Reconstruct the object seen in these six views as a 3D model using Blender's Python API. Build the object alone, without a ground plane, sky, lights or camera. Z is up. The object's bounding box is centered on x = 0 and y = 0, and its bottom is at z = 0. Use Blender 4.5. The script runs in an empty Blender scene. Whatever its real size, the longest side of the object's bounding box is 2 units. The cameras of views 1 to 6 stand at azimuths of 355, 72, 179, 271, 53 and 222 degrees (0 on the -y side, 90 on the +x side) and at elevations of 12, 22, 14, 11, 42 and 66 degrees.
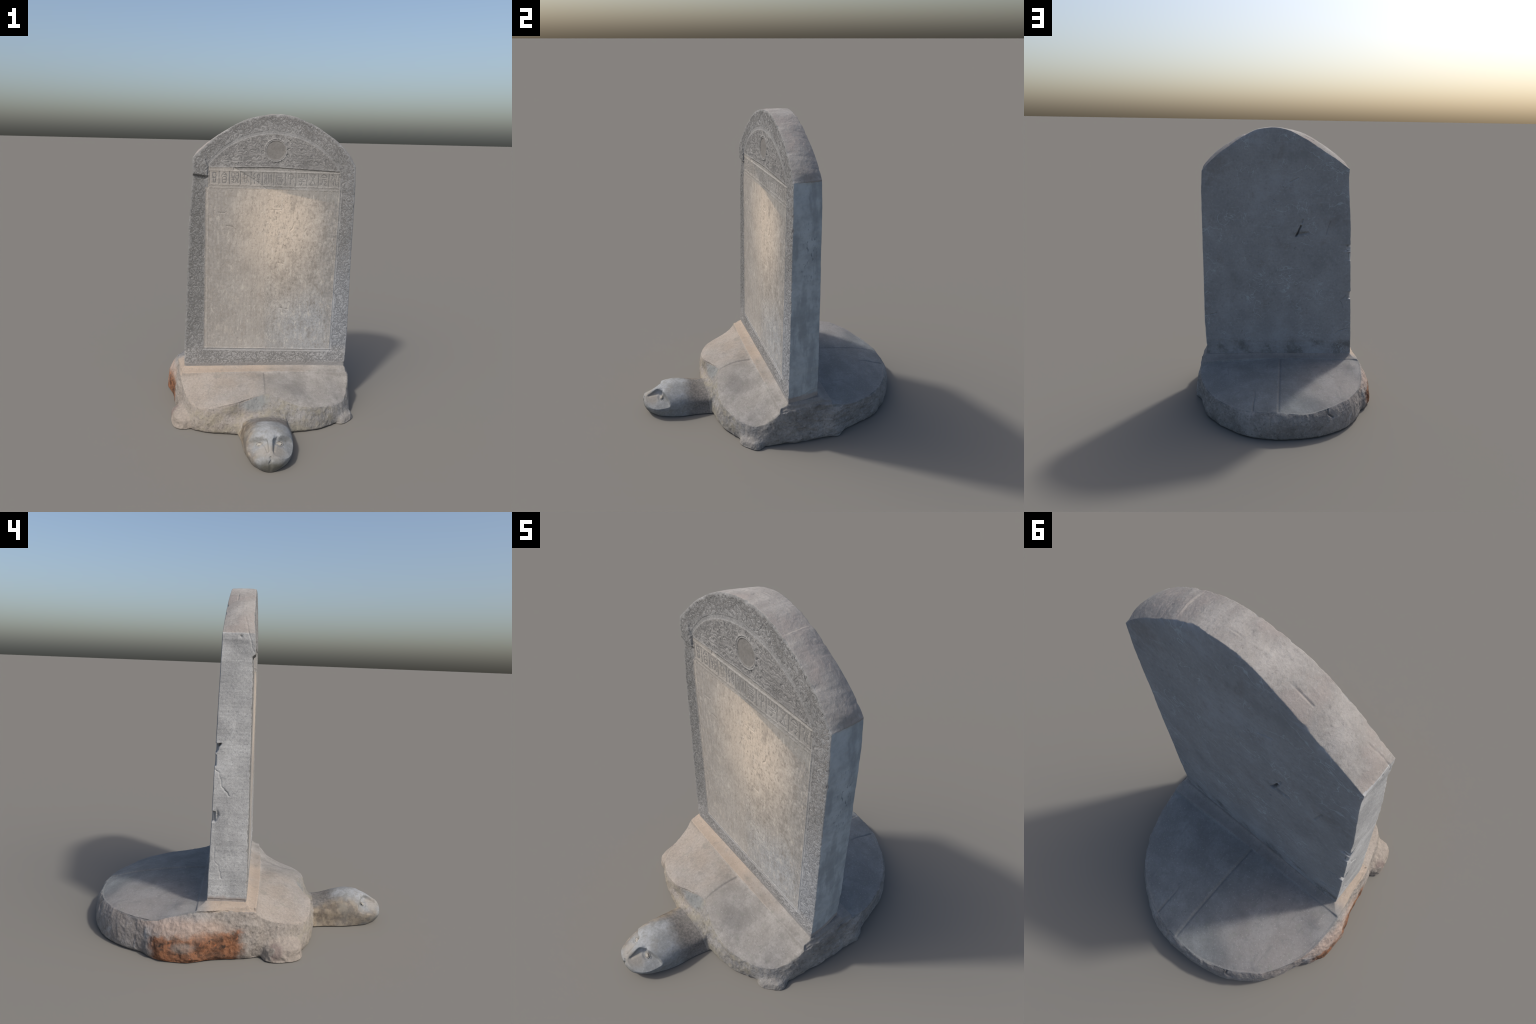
"""Stone memorial stele standing on a carved tortoise (bixi), built procedurally."""
import bpy, bmesh, math, random
import numpy as np

SEED = 20
rng = random.Random(SEED)

# ---------------------------------------------------------------- numeric helpers
def sstep(a, b, x):
    t = np.clip((np.asarray(x, float) - a) / (b - a), 0.0, 1.0)
    return t * t * (3 - 2 * t)

def _hash(ix, iy, iz, seed):
    h = (ix.astype(np.int64) * 374761393 + iy.astype(np.int64) * 668265263
         + iz.astype(np.int64) * 2147483647 + seed * 974634777)
    h = (h ^ (h >> 13)) * 1274126177
    h = h ^ (h >> 16)
    return h & 0xFFFFFF

def gnoise(p, scale=1.0, seed=0):
    """3D gradient noise in about -1..1, vectorised."""
    p = np.asarray(p, float) * scale
    i = np.floor(p).astype(np.int64)
    f = p - i
    w = f * f * f * (f * (f * 6 - 15) + 10)
    out = np.zeros(len(p))
    for dx in (0, 1):
        for dy in (0, 1):
            for dz in (0, 1):
                h = _hash(i[:, 0] + dx, i[:, 1] + dy, i[:, 2] + dz, seed)
                gx = (h & 255) / 127.5 - 1
                gy = ((h >> 8) & 255) / 127.5 - 1
                gz = ((h >> 16) & 255) / 127.5 - 1
                d = gx * (f[:, 0] - dx) + gy * (f[:, 1] - dy) + gz * (f[:, 2] - dz)
                wx = w[:, 0] if dx else 1 - w[:, 0]
                wy = w[:, 1] if dy else 1 - w[:, 1]
                wz = w[:, 2] if dz else 1 - w[:, 2]
                out += wx * wy * wz * d
    return out

def fbm(p, scale, octaves=4, gain=0.5, seed=0):
    out = 0
    a = 1.0
    for k in range(octaves):
        out = out + a * gnoise(p, scale * 2 ** k, seed + 17 * k)
        a *= gain
    return out

def ridged(p, scale, octaves=3, seed=0):
    out = 0
    a = 1.0
    for k in range(octaves):
        out = out + a * (1 - 2.2 * np.abs(gnoise(p, scale * 2 ** k, seed + 31 * k)))
        a *= 0.5
    return out

def xyz(x, y, z):
    x, y, z = np.broadcast_arrays(x, y, z)
    return np.stack([x.ravel(), y.ravel(), z.ravel()], 1).astype(float)

def catmull(pts, n):
    """Smooth curve through control points, n samples, evenly along the index."""
    P = np.array(pts, float)
    E = np.vstack([2 * P[0] - P[1], P, 2 * P[-1] - P[-2]])
    t = np.linspace(0, len(P) - 1 - 1e-9, n)
    i = t.astype(int)
    f = (t - i)[:, None]
    a, b, c, d = E[i], E[i + 1], E[i + 2], E[i + 3]
    return 0.5 * (2 * b + (c - a) * f + (2 * a - 5 * b + 4 * c - d) * f ** 2 + (3 * b - a - 3 * c + d) * f ** 3)

def curve_fn(pts):
    """y(x) through control points, smoothed."""
    c = catmull(pts, 400)
    o = np.argsort(c[:, 0])
    X, Y = c[o, 0], c[o, 1]
    return lambda x: np.interp(x, X, Y)

def polydist(px, py, pts):
    """distance of points to a polyline"""
    best = np.full(np.shape(px), 9.0)
    for (ax, ay), (bx, by) in zip(pts[:-1], pts[1:]):
        vx, vy = bx - ax, by - ay
        t = np.clip(((px - ax) * vx + (py - ay) * vy) / (vx * vx + vy * vy + 1e-12), 0, 1)
        best = np.minimum(best, np.hypot(px - ax - t * vx, py - ay - t * vy))
    return best

class ThinPlate:
    """thin-plate surface z(x, y) through control points"""
    def __init__(self, pts, reg=1e-4):
        P = np.array(pts, float)
        self.c = P[:, :2]
        n = len(P)
        K = self._phi(np.linalg.norm(self.c[:, None] - self.c[None], axis=2)) + reg * np.eye(n)
        A = np.zeros((n + 3, n + 3))
        A[:n, :n] = K
        A[:n, n] = 1
        A[:n, n + 1:] = self.c
        A[n, :n] = 1
        A[n + 1:, :n] = self.c.T
        self.w = np.linalg.solve(A, np.r_[P[:, 2], 0, 0, 0])
    @staticmethod
    def _phi(r):
        return np.where(r > 1e-9, r * r * np.log(np.maximum(r, 1e-9)), 0)
    def __call__(self, x, y):
        x = np.asarray(x, float)
        z = self.w[-3] + self.w[-2] * x + self.w[-1] * y
        for (cx, cy), w in zip(self.c, self.w):
            z = z + w * self._phi(np.hypot(x - cx, y - cy))
        return z

# ---------------------------------------------------------------- node material helpers
def lin(r, g, b):
    f = lambda c: (c / 255 / 12.92) if c / 255 <= 0.04045 else ((c / 255 + 0.055) / 1.055) ** 2.4
    return (f(r), f(g), f(b), 1.0)

class Mat:
    def __init__(self, name):
        self.m = bpy.data.materials.new(name)
        self.m.use_nodes = True
        self.t = self.m.node_tree
        self.t.nodes.clear()
        self.out = self.t.nodes.new('ShaderNodeOutputMaterial')
        self.bsdf = self.t.nodes.new('ShaderNodeBsdfPrincipled')
        self.t.links.new(self.bsdf.outputs[0], self.out.inputs[0])
        self.bsdf.inputs['Roughness'].default_value = 0.9
        self.bsdf.inputs['Specular IOR Level'].default_value = 0.15
        self.co = self.t.nodes.new('ShaderNodeTexCoord').outputs['Object']
    def link(self, v, sock):
        if hasattr(v, 'node'):
            self.t.links.new(v, sock)
        else:
            sock.default_value = v
    def mapping(self, scale=(1, 1, 1), rot=(0, 0, 0), loc=(0, 0, 0), vec=None):
        n = self.t.nodes.new('ShaderNodeMapping')
        self.link(vec or self.co, n.inputs['Vector'])
        n.inputs['Scale'].default_value = scale
        n.inputs['Rotation'].default_value = rot
        n.inputs['Location'].default_value = loc
        return n.outputs[0]
    def noise(self, scale, detail=5, rough=0.6, vec=None, dist=0.0):
        n = self.t.nodes.new('ShaderNodeTexNoise')
        self.link(vec or self.co, n.inputs['Vector'])
        n.inputs['Scale'].default_value = scale
        n.inputs['Detail'].default_value = detail
        n.inputs['Roughness'].default_value = rough
        n.inputs['Distortion'].default_value = dist
        return n.outputs[0]
    def voronoi(self, scale, vec=None, feature='F1'):
        n = self.t.nodes.new('ShaderNodeTexVoronoi')
        n.feature = feature
        self.link(vec or self.co, n.inputs['Vector'])
        n.inputs['Scale'].default_value = scale
        return n.outputs['Distance']
    def math(self, op, a, b=0.0, clamp=False):
        n = self.t.nodes.new('ShaderNodeMath')
        n.operation = op
        n.use_clamp = clamp
        self.link(a, n.inputs[0])
        self.link(b, n.inputs[1])
        return n.outputs[0]
    def ramp(self, v, lo, hi, a=0.0, b=1.0):
        n = self.t.nodes.new('ShaderNodeMapRange')
        n.interpolation_type = 'SMOOTHSTEP'
        self.link(v, n.inputs['Value'])
        n.inputs['From Min'].default_value = lo
        n.inputs['From Max'].default_value = hi
        n.inputs['To Min'].default_value = a
        n.inputs['To Max'].default_value = b
        return n.outputs[0]
    def mix(self, f, a, b, mode='MIX'):
        n = self.t.nodes.new('ShaderNodeMix')
        n.data_type = 'RGBA'
        n.blend_type = mode
        self.link(f, n.inputs[0])
        self.link(a, n.inputs[6])
        self.link(b, n.inputs[7])
        return n.outputs[2]
    def blob(self, centre, radii, soft=0.5, wobble=0.0, wscale=6.0):
        """soft ellipsoidal mask around a centre, its edge broken by noise"""
        s = tuple(1 / r for r in radii)
        v = self.mapping(scale=s, loc=tuple(-c / r for c, r in zip(centre, radii)))
        n = self.t.nodes.new('ShaderNodeVectorMath')
        n.operation = 'LENGTH'
        self.t.links.new(v, n.inputs[0])
        d = n.outputs['Value']
        if wobble:
            d = self.math('ADD', d, self.math('MULTIPLY', self.math('SUBTRACT', self.noise(wscale, 4, 0.6), 0.5), wobble))
        return self.ramp(d, 1 + soft, 1 - soft)
    def axis(self, k):
        n = self.t.nodes.new('ShaderNodeSeparateXYZ')
        self.t.links.new(self.co, n.inputs[0])
        return n.outputs[k]
    def finish(self, col, bump=None, strength=0.3, dist=0.004, rough=0.9):
        self.link(col, self.bsdf.inputs['Base Color'])
        self.bsdf.inputs['Roughness'].default_value = rough
        if bump is not None:
            n = self.t.nodes.new('ShaderNodeBump')
            n.inputs['Strength'].default_value = strength
            n.inputs['Distance'].default_value = dist
            self.link(bump, n.inputs['Height'])
            self.t.links.new(n.outputs[0], self.bsdf.inputs['Normal'])
        return self.m

def mottled(M, base, dark, light, fine=60, broad=5, dark_amt=0.55, light_amt=0.5):
    """stone ground colour: broad clouds, fine grain and pale flecks"""
    cl = M.noise(broad, 5, 0.62)
    c = M.mix(M.math('MULTIPLY', M.ramp(cl, 0.42, 0.68), dark_amt), base, dark)
    c = M.mix(M.math('MULTIPLY', M.ramp(cl, 0.5, 0.3), light_amt), c, light)
    g = M.noise(fine, 6, 0.7)
    c = M.mix(M.math('MULTIPLY', M.ramp(g, 0.5, 0.72), dark_amt), c, dark)
    c = M.mix(M.math('MULTIPLY', M.ramp(g, 0.47, 0.3), light_amt), c, light)
    return c, g

# ---------------------------------------------------------------- mesh helpers
ROOT = bpy.data.objects.new('memorial_stele', None)
ROOT['label'] = 'grey stone memorial stele standing on a carved tortoise'
ROOT['category'] = 'stone stele'
bpy.context.scene.collection.objects.link(ROOT)

def new_object(name, mesh, parent, mat, stuff=False):
    ob = bpy.data.objects.new(name, mesh)
    bpy.context.scene.collection.objects.link(ob)
    ob.parent = parent
    if mat is not None:
        mesh.materials.append(mat)
    if stuff:
        ob['kind'] = 'stuff'
    return ob

def mesh_from(name, V, F, normals=None):
    """V (n,3); F list of quad/tri arrays"""
    V = np.ascontiguousarray(V, dtype=np.float32)
    me = bpy.data.meshes.new(name)
    me.vertices.add(len(V))
    me.vertices.foreach_set('co', V.ravel())
    groups = F if isinstance(F, list) else [F]
    groups = [np.asarray(g, dtype=np.int32) for g in groups if len(g)]
    loops = np.concatenate([g.ravel() for g in groups])
    starts, off = [], 0
    for g in groups:
        starts.append(off + np.arange(len(g), dtype=np.int32) * g.shape[1])
        off += g.size
    starts = np.concatenate(starts).astype(np.int32)
    me.loops.add(len(loops))
    me.loops.foreach_set('vertex_index', loops)
    me.polygons.add(len(starts))
    me.polygons.foreach_set('loop_start', starts)
    me.update(calc_edges=True)
    me.validate()
    me.polygons.foreach_set('use_smooth', np.ones(len(me.polygons), dtype=bool))
    if normals is not None:
        me.normals_split_custom_set_from_vertices(np.asarray(normals, float).tolist())
    return me

def face_normals(V, F):
    a, b, c, d = (V[F[:, k]] for k in range(4))
    return np.cross(c - a, d - b)

def vertex_normals(V, F):
    fn = face_normals(V, F)
    N = np.zeros_like(V)
    for k in range(4):
        for ax in range(3):
            N[:, ax] += np.bincount(F[:, k], fn[:, ax], len(V))
    return N / np.maximum(np.linalg.norm(N, axis=1, keepdims=True), 1e-12)

def smooth(V, F, its=1, lam=0.5, weight=None):
    """Laplacian smoothing, restricted to the weighted region when weights are given"""
    if weight is not None:
        f = F[(weight[F] > 0).any(1)]
        if len(f) == 0:
            return V
        used, inv = np.unique(f, return_inverse=True)
        W = V.copy()
        W[used] = smooth_all(V[used], inv.reshape(f.shape), its, lam, weight[used])
        return W
    return smooth_all(V, F, its, lam, None)

def smooth_all(V, F, its, lam, weight):
    e = np.concatenate([F[:, [0, 1]], F[:, [1, 2]], F[:, [2, 3]], F[:, [3, 0]]])
    e = np.concatenate([e, e[:, ::-1]])
    cnt = np.maximum(np.bincount(e[:, 0], minlength=len(V)), 1)
    w = lam if weight is None else lam * weight[:, None]
    for _ in range(its):
        A = np.stack([np.bincount(e[:, 0], V[e[:, 1], k], len(V)) for k in range(3)], 1) / cnt[:, None]
        V = V + w * (A - V)
    return V

def split_parts(V, F, N, region, spec, parent_of):
    """cut the surface into named objects whose border vertices coincide"""
    made = {}
    for key, (name, mat, parent) in spec.items():
        sel = region == key
        if not sel.any():
            continue
        f = F[sel]
        used, inv = np.unique(f, return_inverse=True)
        me = mesh_from(name, V[used], inv.reshape(f.shape), N[used])
        par = made[parent] if parent in made else parent_of
        made[key] = new_object(name, me, par, mat)
    return made

# ================================================================ TORTOISE
CX, CY = 0.02, 0.20            # pole of the outline

RIM = [  # upper edge of the carapace, anticlockwise from the right: x, y, z
    (.620, -.109, .236), (.622, .03, .249), (.620, .15, .250), (.622, .225, .238), (.620, .28, .216), (.608, .36, .198), (.588, .44, .190), (.553, .525, .186), (.512, .602, .181),
    (.44, .690, .176), (.358, .751, .171), (.286, .789, .167), (.213, .819, .171), (.141, .834, .175),
    (.068, .842, .180), (.03, .846, .179), (-.02, .850, .174), (-.146, .841, .164), (-.22, .815, .169), (-.29, .791, .180),
    (-.362, .744, .190), (-.436, .694, .198), (-.509, .585, .197), (-.570, .432, .199), (-.580, .32, .235), (-.584, .26, .252), (-.580, .215, .263),
    (-.553, .05, .268), (-.545, -.10, .258), (-.527, -.152, .218), (-.512, -.22, .191), (-.488, -.295, .173), (-.453, -.36, .162),
    (-.41, -.392, .152), (-.354, -.412, .162), (-.292, -.428, .180), (-.21, -.432, .200), (-.13, -.396, .204),
    (-.05, -.366, .217), (.006, -.354, .228), (.07, -.375, .230), (.11, -.390, .212), (.17, -.405, .185), (.237, -.410, .166), (.302, -.406, .157),
    (.372, -.386, .149), (.459, -.348, .140), (.521, -.305, .128), (.553, -.258, .127), (.577, -.204, .146), (.602, -.156, .190)]
GROUND = [  # foot of the block on the ground
    (.612, -.20), (.622, -.068), (.645, .166), (.655, .275), (.612, .350), (.578, .46), (.545, .57), (.461, .685), (.342, .79),
    (.219, .862), (.042, .884), (-.09, .88), (-.195, .86), (-.384, .770), (-.49, .66), (-.556, .51), (-.620, .44), (-.643, .38), (-.652, .31),
    (-.656, .25), (-.639, .195), (-.618, .145), (-.606, .095), (-.598, .05), (-.588, -.015), (-.578, -.075), (-.558, -.13), (-.537, -.18), (-.52, -.28), (-.457, -.385), (-.389, -.410), (-.214, -.452), (0, -.46), (.195, -.446),
    (.338, -.421), (.471, -.352), (.56, -.29)]

NA = 1440
TH = np.linspace(-np.pi, np.pi, NA, endpoint=False)

def polar(pts):
    P = np.array(pts, float)
    a = np.arctan2(P[:, 1] - CY, P[:, 0] - CX)
    r = np.hypot(P[:, 0] - CX, P[:, 1] - CY)
    o = np.argsort(a)
    a, r, P = a[o], r[o], P[o]
    def per(v):
        y = np.interp(TH, np.r_[a - 2 * np.pi, a, a + 2 * np.pi], np.r_[v, v, v])
        def blur(n, s):
            k = np.exp(-0.5 * (np.arange(-n, n + 1) / s) ** 2)
            k /= k.sum()
            return np.convolve(np.r_[y[-n:], y, y[:n]], k, 'valid')
        w = sstep(.3, .7, TH) * sstep(2.75, 2.4, TH)      # the rear runs in one even sweep
        return blur(16, 5.5) * (1 - w) + blur(48, 15) * w
    return per(r), (per(P[:, 2]) if P.shape[1] > 2 else None)

R_rim, Z_rim = polar(RIM)
R_gnd, _ = polar(GROUND)
chisel = fbm(xyz(np.cos(TH), np.sin(TH), 0 * TH), 14, 3, seed=4)
R_rim = R_rim + 0.0022 * chisel
at = lambda arr, a: np.interp(a, np.r_[TH, TH[0] + 2 * np.pi], np.r_[arr, arr[0]])

def front_line(x):     # where the front scutes meet the socket of the slab
    return -0.127 + 0.05 * (x - 0.03) ** 2

def back_line(x):
    return 0.222 + 0.015 * (x / 0.6)

def rim_part(cond):
    return [p for p in RIM if cond(p)]

front_tps = ThinPlate(rim_part(lambda p: p[1] < -0.12) + [
    (.62, -.109, .238), (.45, -.12, .253), (.25, -.125, .266), (.02, -.127, .276), (-.2, -.125, .272), (-.4, -.12, .262), (-.54, -.115, .252),
    (.015, -.221, .272), (.01, -.30, .252), (.3, -.26, .199), (.45, -.21, .200), (.18, -.36, .219), (-.3, -.27, .228), (-.15, -.29, .248), (.15, -.27, .246)])
back_tps = ThinPlate(rim_part(lambda p: p[1] > 0.24) + [
    (.615, .22, .236), (.50, .23, .256), (.35, .225, .265), (.20, .225, .277), (.02, .222, .285), (-.2, .22, .283), (-.4, .22, .272), (-.57, .22, .264),
    (.028, .40, .272), (.035, .56, .248), (.04, .70, .222), (.04, .79, .195), (.3, .4, .255), (.3, .55, .231), (.2, .7, .212), (.45, .35, .247), (.45, .5, .216),
    (-.2, .6, .236), (-.33, .559, .233), (-.446, .537, .217), (-.3, .4, .262), (-.45, .35, .252), (-.2, .72, .213), (-.52, .3, .266), (.55, .3, .236)])

def socket_z(x, y):
    s = (x - 0.02) / 0.59
    d = np.maximum(np.maximum(np.abs(x - .04) - .555, y - .162), -.055 - y)
    return .285 - np.where(s < 0, .013, .028) * s * s + (.015 + .016 * np.minimum(s * s, 1)) * np.exp(-np.clip(d, 0, 1) / .022)

def top_z(x, y):
    """height of the carapace above a point of the plan"""
    fl, bl = front_line(x), back_line(x)
    f = front_tps(x, y)
    b = back_tps(x, y)
    # central seam: the left front scute laps over the right one, a furrow behind
    seam = 0.018 - 0.05 * (y + 0.36) * 0 
    side = sstep(-0.004, 0.012, x - (0.022 + 0.05 * (y + 0.127)))
    f = f + 0.003 - 0.0065 * side * sstep(.16, .0, np.abs(x)) - 0.0035 * np.exp(-((x - 0.024 - 0.05 * (y + .127)) / 0.006) ** 2)
    sx = x - (0.022 + 0.035 * (y - 0.225))
    b = b - 0.010 * np.exp(-(sx / 0.0065) ** 2) - 0.004 * sstep(0, 0.01, -sx) * sstep(.10, .0, -sx)
    b = b + 0.006 * np.exp(-np.abs(sx) / 0.12) - 0.004
    ck = polydist(x, y, [(.205, .60), (.203, .68), (.209, .74), (.213, .83)])
    b = b - 0.008 * np.exp(-(ck / 0.004) ** 2) * sstep(.58, .75, y)
    s = socket_z(x, y)
    wf = sstep(0.005, -0.005, y - fl)
    wb = sstep(-0.005, 0.005, y - bl)
    return f * wf + b * wb + s * (1 - wf) * (1 - wb)

def closed_grid(rings):
    """rings (m,n,3) from bottom pole ring to top ring -> quad strip faces"""
    m, n = rings.shape[:2]
    i = np.arange(m - 1)[:, None]
    j = np.arange(n)[None]
    a = i * n + j
    b = i * n + (j + 1) % n
    return np.stack([a, b, b + n, a + n], 2).reshape(-1, 4)

def body_solid():
    ct, st = np.cos(TH), np.sin(TH)
    lump = sstep(2.75, 3.0, np.abs(TH)) * 0 + np.where(np.abs(np.abs(TH) - np.pi) < 0.55, 1.0, 0.0)
    rear = sstep(1.15, .75, np.abs(TH - np.pi / 2))
    ts = 1.4 + 1.4 * lump + 2.4 * rear
    rings = []
    for q in np.linspace(0.02, 0.98, 30):
        rings.append(np.stack([CX + (R_gnd - .012) * q * ct, CY + (R_gnd - .012) * q * st, 0 * TH], 1))
    for t in np.linspace(0, 1, 40):
        g = 1 - t ** ts
        r = R_rim + (R_gnd - R_rim) * g + 0.004 * np.sin(np.pi * t) ** 0.8 * (1 - 0.3 * t)
        r = r - 0.014 * (1 - np.clip(t / 0.10, 0, 1)) ** 2
        rings.append(np.stack([CX + r * ct, CY + r * st, t * (Z_rim - .002)], 1))
    for q in np.r_[0.995, np.linspace(0.985, 0.01, 110)]:
        x = CX + R_rim * q * ct
        y = CY + R_rim * q * st
        z = top_z(x, y)
        z = z + (Z_rim - top_z(CX + R_rim * ct, CY + R_rim * st)) * np.clip(1 - (1 - q) / 0.06, 0, 1)
        rings.append(np.stack([x, y, z], 1))
    R = np.array(rings)
    V = R.reshape(-1, 3)
    F = closed_grid(R)
    n = len(TH)
    V = np.vstack([V, [[CX, CY, 0]], [[CX, CY, float(top_z(np.array([CX]), np.array([CY]))[0])]]])
    j = np.arange(n)
    capb = np.stack([np.full(n, len(V) - 2), (j + 1) % n, j], 1)
    last = (len(R) - 1) * n
    capt = np.stack([np.full(n, len(V) - 1), last + j, last + (j + 1) % n], 1)
    return V, [F, np.vstack([capb, capt])]

HEAD = [  # y, centre x, half width, half width on the ground, crown height
    (-.30, .01, .15, .18, .180), (-.37, .01, .155, .182, .168), (-.40, .008, .148, .182, .142), (-.43, .006, .146, .180, .126), (-.46, .005, .143, .174, .121),
    (-.50, .005, .144, .165, .128), (-.54, .005, .145, .157, .143), (-.60, .004, .145, .152, .169), (-.66, .004, .145, .144, .184), (-.71, .003, .142, .130, .184),
    (-.76, .000, .136, .112, .175), (-.80, -.002, .126, .096, .160), (-.832, -.004, .111, .074, .142),
    (-.857, -.006, .090, .055, .126), (-.874, -.007, .067, .038, .110), (-.883, -.008, .040, .020, .094), (-.887, -.008, .012, .006, .078)]

def head_solid():
    S = catmull(HEAD, 90)
    rings = []
    ph = np.linspace(0, 2 * np.pi, 96, endpoint=False)
    for y, xc, hw, gw, zt in S:
        tipf = sstep(-.84, -.887, y)
        zc = 0.072 - 0.010 * tipf
        up = np.sin(ph) >= 0
        s = np.abs(np.sin(ph))
        x = np.cos(ph) * hw
        zu = zc + (zt - zc) * s ** .95
        zl = zc * (1 - np.clip(s * 1.25, 0, 1))
        k = 1 - zl / zc
        xl = np.sign(np.cos(ph)) * (np.sqrt(np.clip(1 - np.minimum(s, .8) ** 2, 0, 1)) / np.sqrt(1 - .64 * k ** 2) * (hw + (gw - hw) * k ** 1.6))
        xl = np.where(s > .8, np.cos(ph) / .6 * gw, xl)
        rings.append(np.stack([xc + np.where(up, x, xl), np.full_like(ph, y) + np.where(up, 0, .022 * sstep(-.76, -.88, y) * k ** 1.5), np.where(up, zu, zl)], 1))
    R = np.array(rings)
    V = R.reshape(-1, 3)
    F = closed_grid(R)[:, ::-1]
    n = len(ph)
    V = np.vstack([V, [R[0].mean(0)], [R[-1].mean(0)]])
    j = np.arange(n)
    c0 = np.stack([np.full(n, len(V) - 2), j, (j + 1) % n], 1)
    last = (len(R) - 1) * n
    c1 = np.stack([np.full(n, len(V) - 1), last + (j + 1) % n, last + j], 1)
    return V, [F, np.vstack([c0, c1])]

def ellipsoid(c, r, rot=0.0, power=1.0, nu=48, nv=24):
    u = np.linspace(0, 2 * np.pi, nu, endpoint=False)
    v = np.linspace(-np.pi / 2, np.pi / 2, nv)[1:-1]
    spw = lambda a: np.sign(a) * np.abs(a) ** power
    rings = []
    for b in v:
        x, y, z = spw(np.cos(u)) * np.cos(b) * r[0], spw(np.sin(u)) * np.cos(b) * r[1], np.full_like(u, spw(np.sin(b)) * r[2])
        ca, sa = math.cos(rot), math.sin(rot)
        rings.append(np.stack([c[0] + ca * x - sa * y, c[1] + sa * x + ca * y, c[2] + z], 1))
    R = np.array(rings)
    V = np.vstack([R.reshape(-1, 3), [[c[0], c[1], c[2] - r[2]]], [[c[0], c[1], c[2] + r[2]]]])
    F = closed_grid(R)
    j = np.arange(nu)
    c0 = np.stack([np.full(nu, len(V) - 2), (j + 1) % nu, j], 1)
    last = (len(R) - 1) * nu
    c1 = np.stack([np.full(nu, len(V) - 1), last + j, last + (j + 1) % nu], 1)
    V[:, 2] = np.maximum(V[:, 2], 0.0)
    return V, [F, np.vstack([c0, c1])]

FOOT_L = ((-.500, -.252, .018), (.098, .116, .086))
FOOT_R = ((.520, -.244, .0), (.086, .092, .066))
KNOB_R = ((.590, .262, .0), (.062, .055, .075))

def tortoise_mesh():
    parts = [body_solid(), head_solid(), ellipsoid(*FOOT_L, rot=.2, power=.7), ellipsoid(*FOOT_R, rot=.75, power=.55), ellipsoid(*KNOB_R, power=.9)]
    V, Q, T, off = [], [], [], 0
    for v, (q, t) in parts:
        V.append(v)
        Q.append(q + off)
        T.append(t + off)
        off += len(v)
    me = mesh_from('tortoise_blank', np.vstack(V), [np.vstack(Q), np.vstack(T)])
    ob = bpy.data.objects.new('tortoise_blank', me)
    bpy.context.scene.collection.objects.link(ob)
    md = ob.modifiers.new('weld', 'REMESH')
    md.mode = 'VOXEL'
    md.voxel_size = 0.0034
    md.adaptivity = 0.0
    ev = ob.evaluated_get(bpy.context.evaluated_depsgraph_get())
    m2 = ev.to_mesh()
    n = len(m2.vertices)
    V = np.empty(n * 3)
    m2.vertices.foreach_get('co', V)
    V = V.reshape(-1, 3)
    L = np.empty(len(m2.loops), dtype=np.int32)
    m2.loops.foreach_get('vertex_index', L)
    assert len(L) == 4 * len(m2.polygons)
    F = L.reshape(-1, 4)
    ev.to_mesh_clear()
    bpy.data.objects.remove(ob)
    bpy.data.meshes.remove(me)
    return V, F

def in_ell(V, spec, grow=1.1):
    (c, r) = spec
    return (((V - np.array(c)) / (np.array(r) * grow)) ** 2).sum(1) < 1

def carve_face(V):
    """cut the two cheek planes under the brow, leaving the ridge of the nose"""
    V = V.copy()
    for sgn in (-1, 1):
        e = np.array([sgn * .056 - .004, -.772, .122])
        m = np.array([sgn * .060 - .006, -.848, .097])
        c = np.array([sgn * .122 - .003, -.708, .106])
        n = np.cross(m - e, c - e)
        n /= np.linalg.norm(n)
        if n[2] < 0:
            n = -n
        h = (V - e) @ n
        ax = sgn * (V[:, 0] + .004)
        brow = -.758 + 0.45 * np.clip(ax - .062, 0, 1) - 1.2 * np.clip(.045 - ax, 0, 1) * 0.9
        nose = .008 + 0.09 * np.clip(V[:, 1] + .87, 0, .1)
        w = sstep(nose, nose + .009, ax) * sstep(brow + .002, brow - .012, V[:, 1]) * (V[:, 2] > .07)
        V = V - (np.maximum(h, 0) * w)[:, None] * n[None]
    for sgn in (-1, 1):   # dark slots beside the nose and a socket round each eye
        q = polydist(V[:, 0], V[:, 1], [(sgn * .036 - .004, -.766), (sgn * .026 - .004, -.80), (sgn * .015 - .005, -.845)])
        e2 = np.hypot((V[:, 0] + .004 - sgn * .056) / .024, (V[:, 1] + .770) / .020)
        V[:, 2] -= (V[:, 2] > .08) * (.008 * np.exp(-(q / .0085) ** 2) + .005 * sstep(1.3, .8, e2) * (V[:, 1] < -.74))
    m = polydist(V[:, 0], V[:, 2], [(-.008, .100), (-.003, .088), (-.012, .072)])
    V[:, 1] += .010 * np.exp(-(m / .0055) ** 2) * sstep(-.855, -.872, V[:, 1])
    return V

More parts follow.
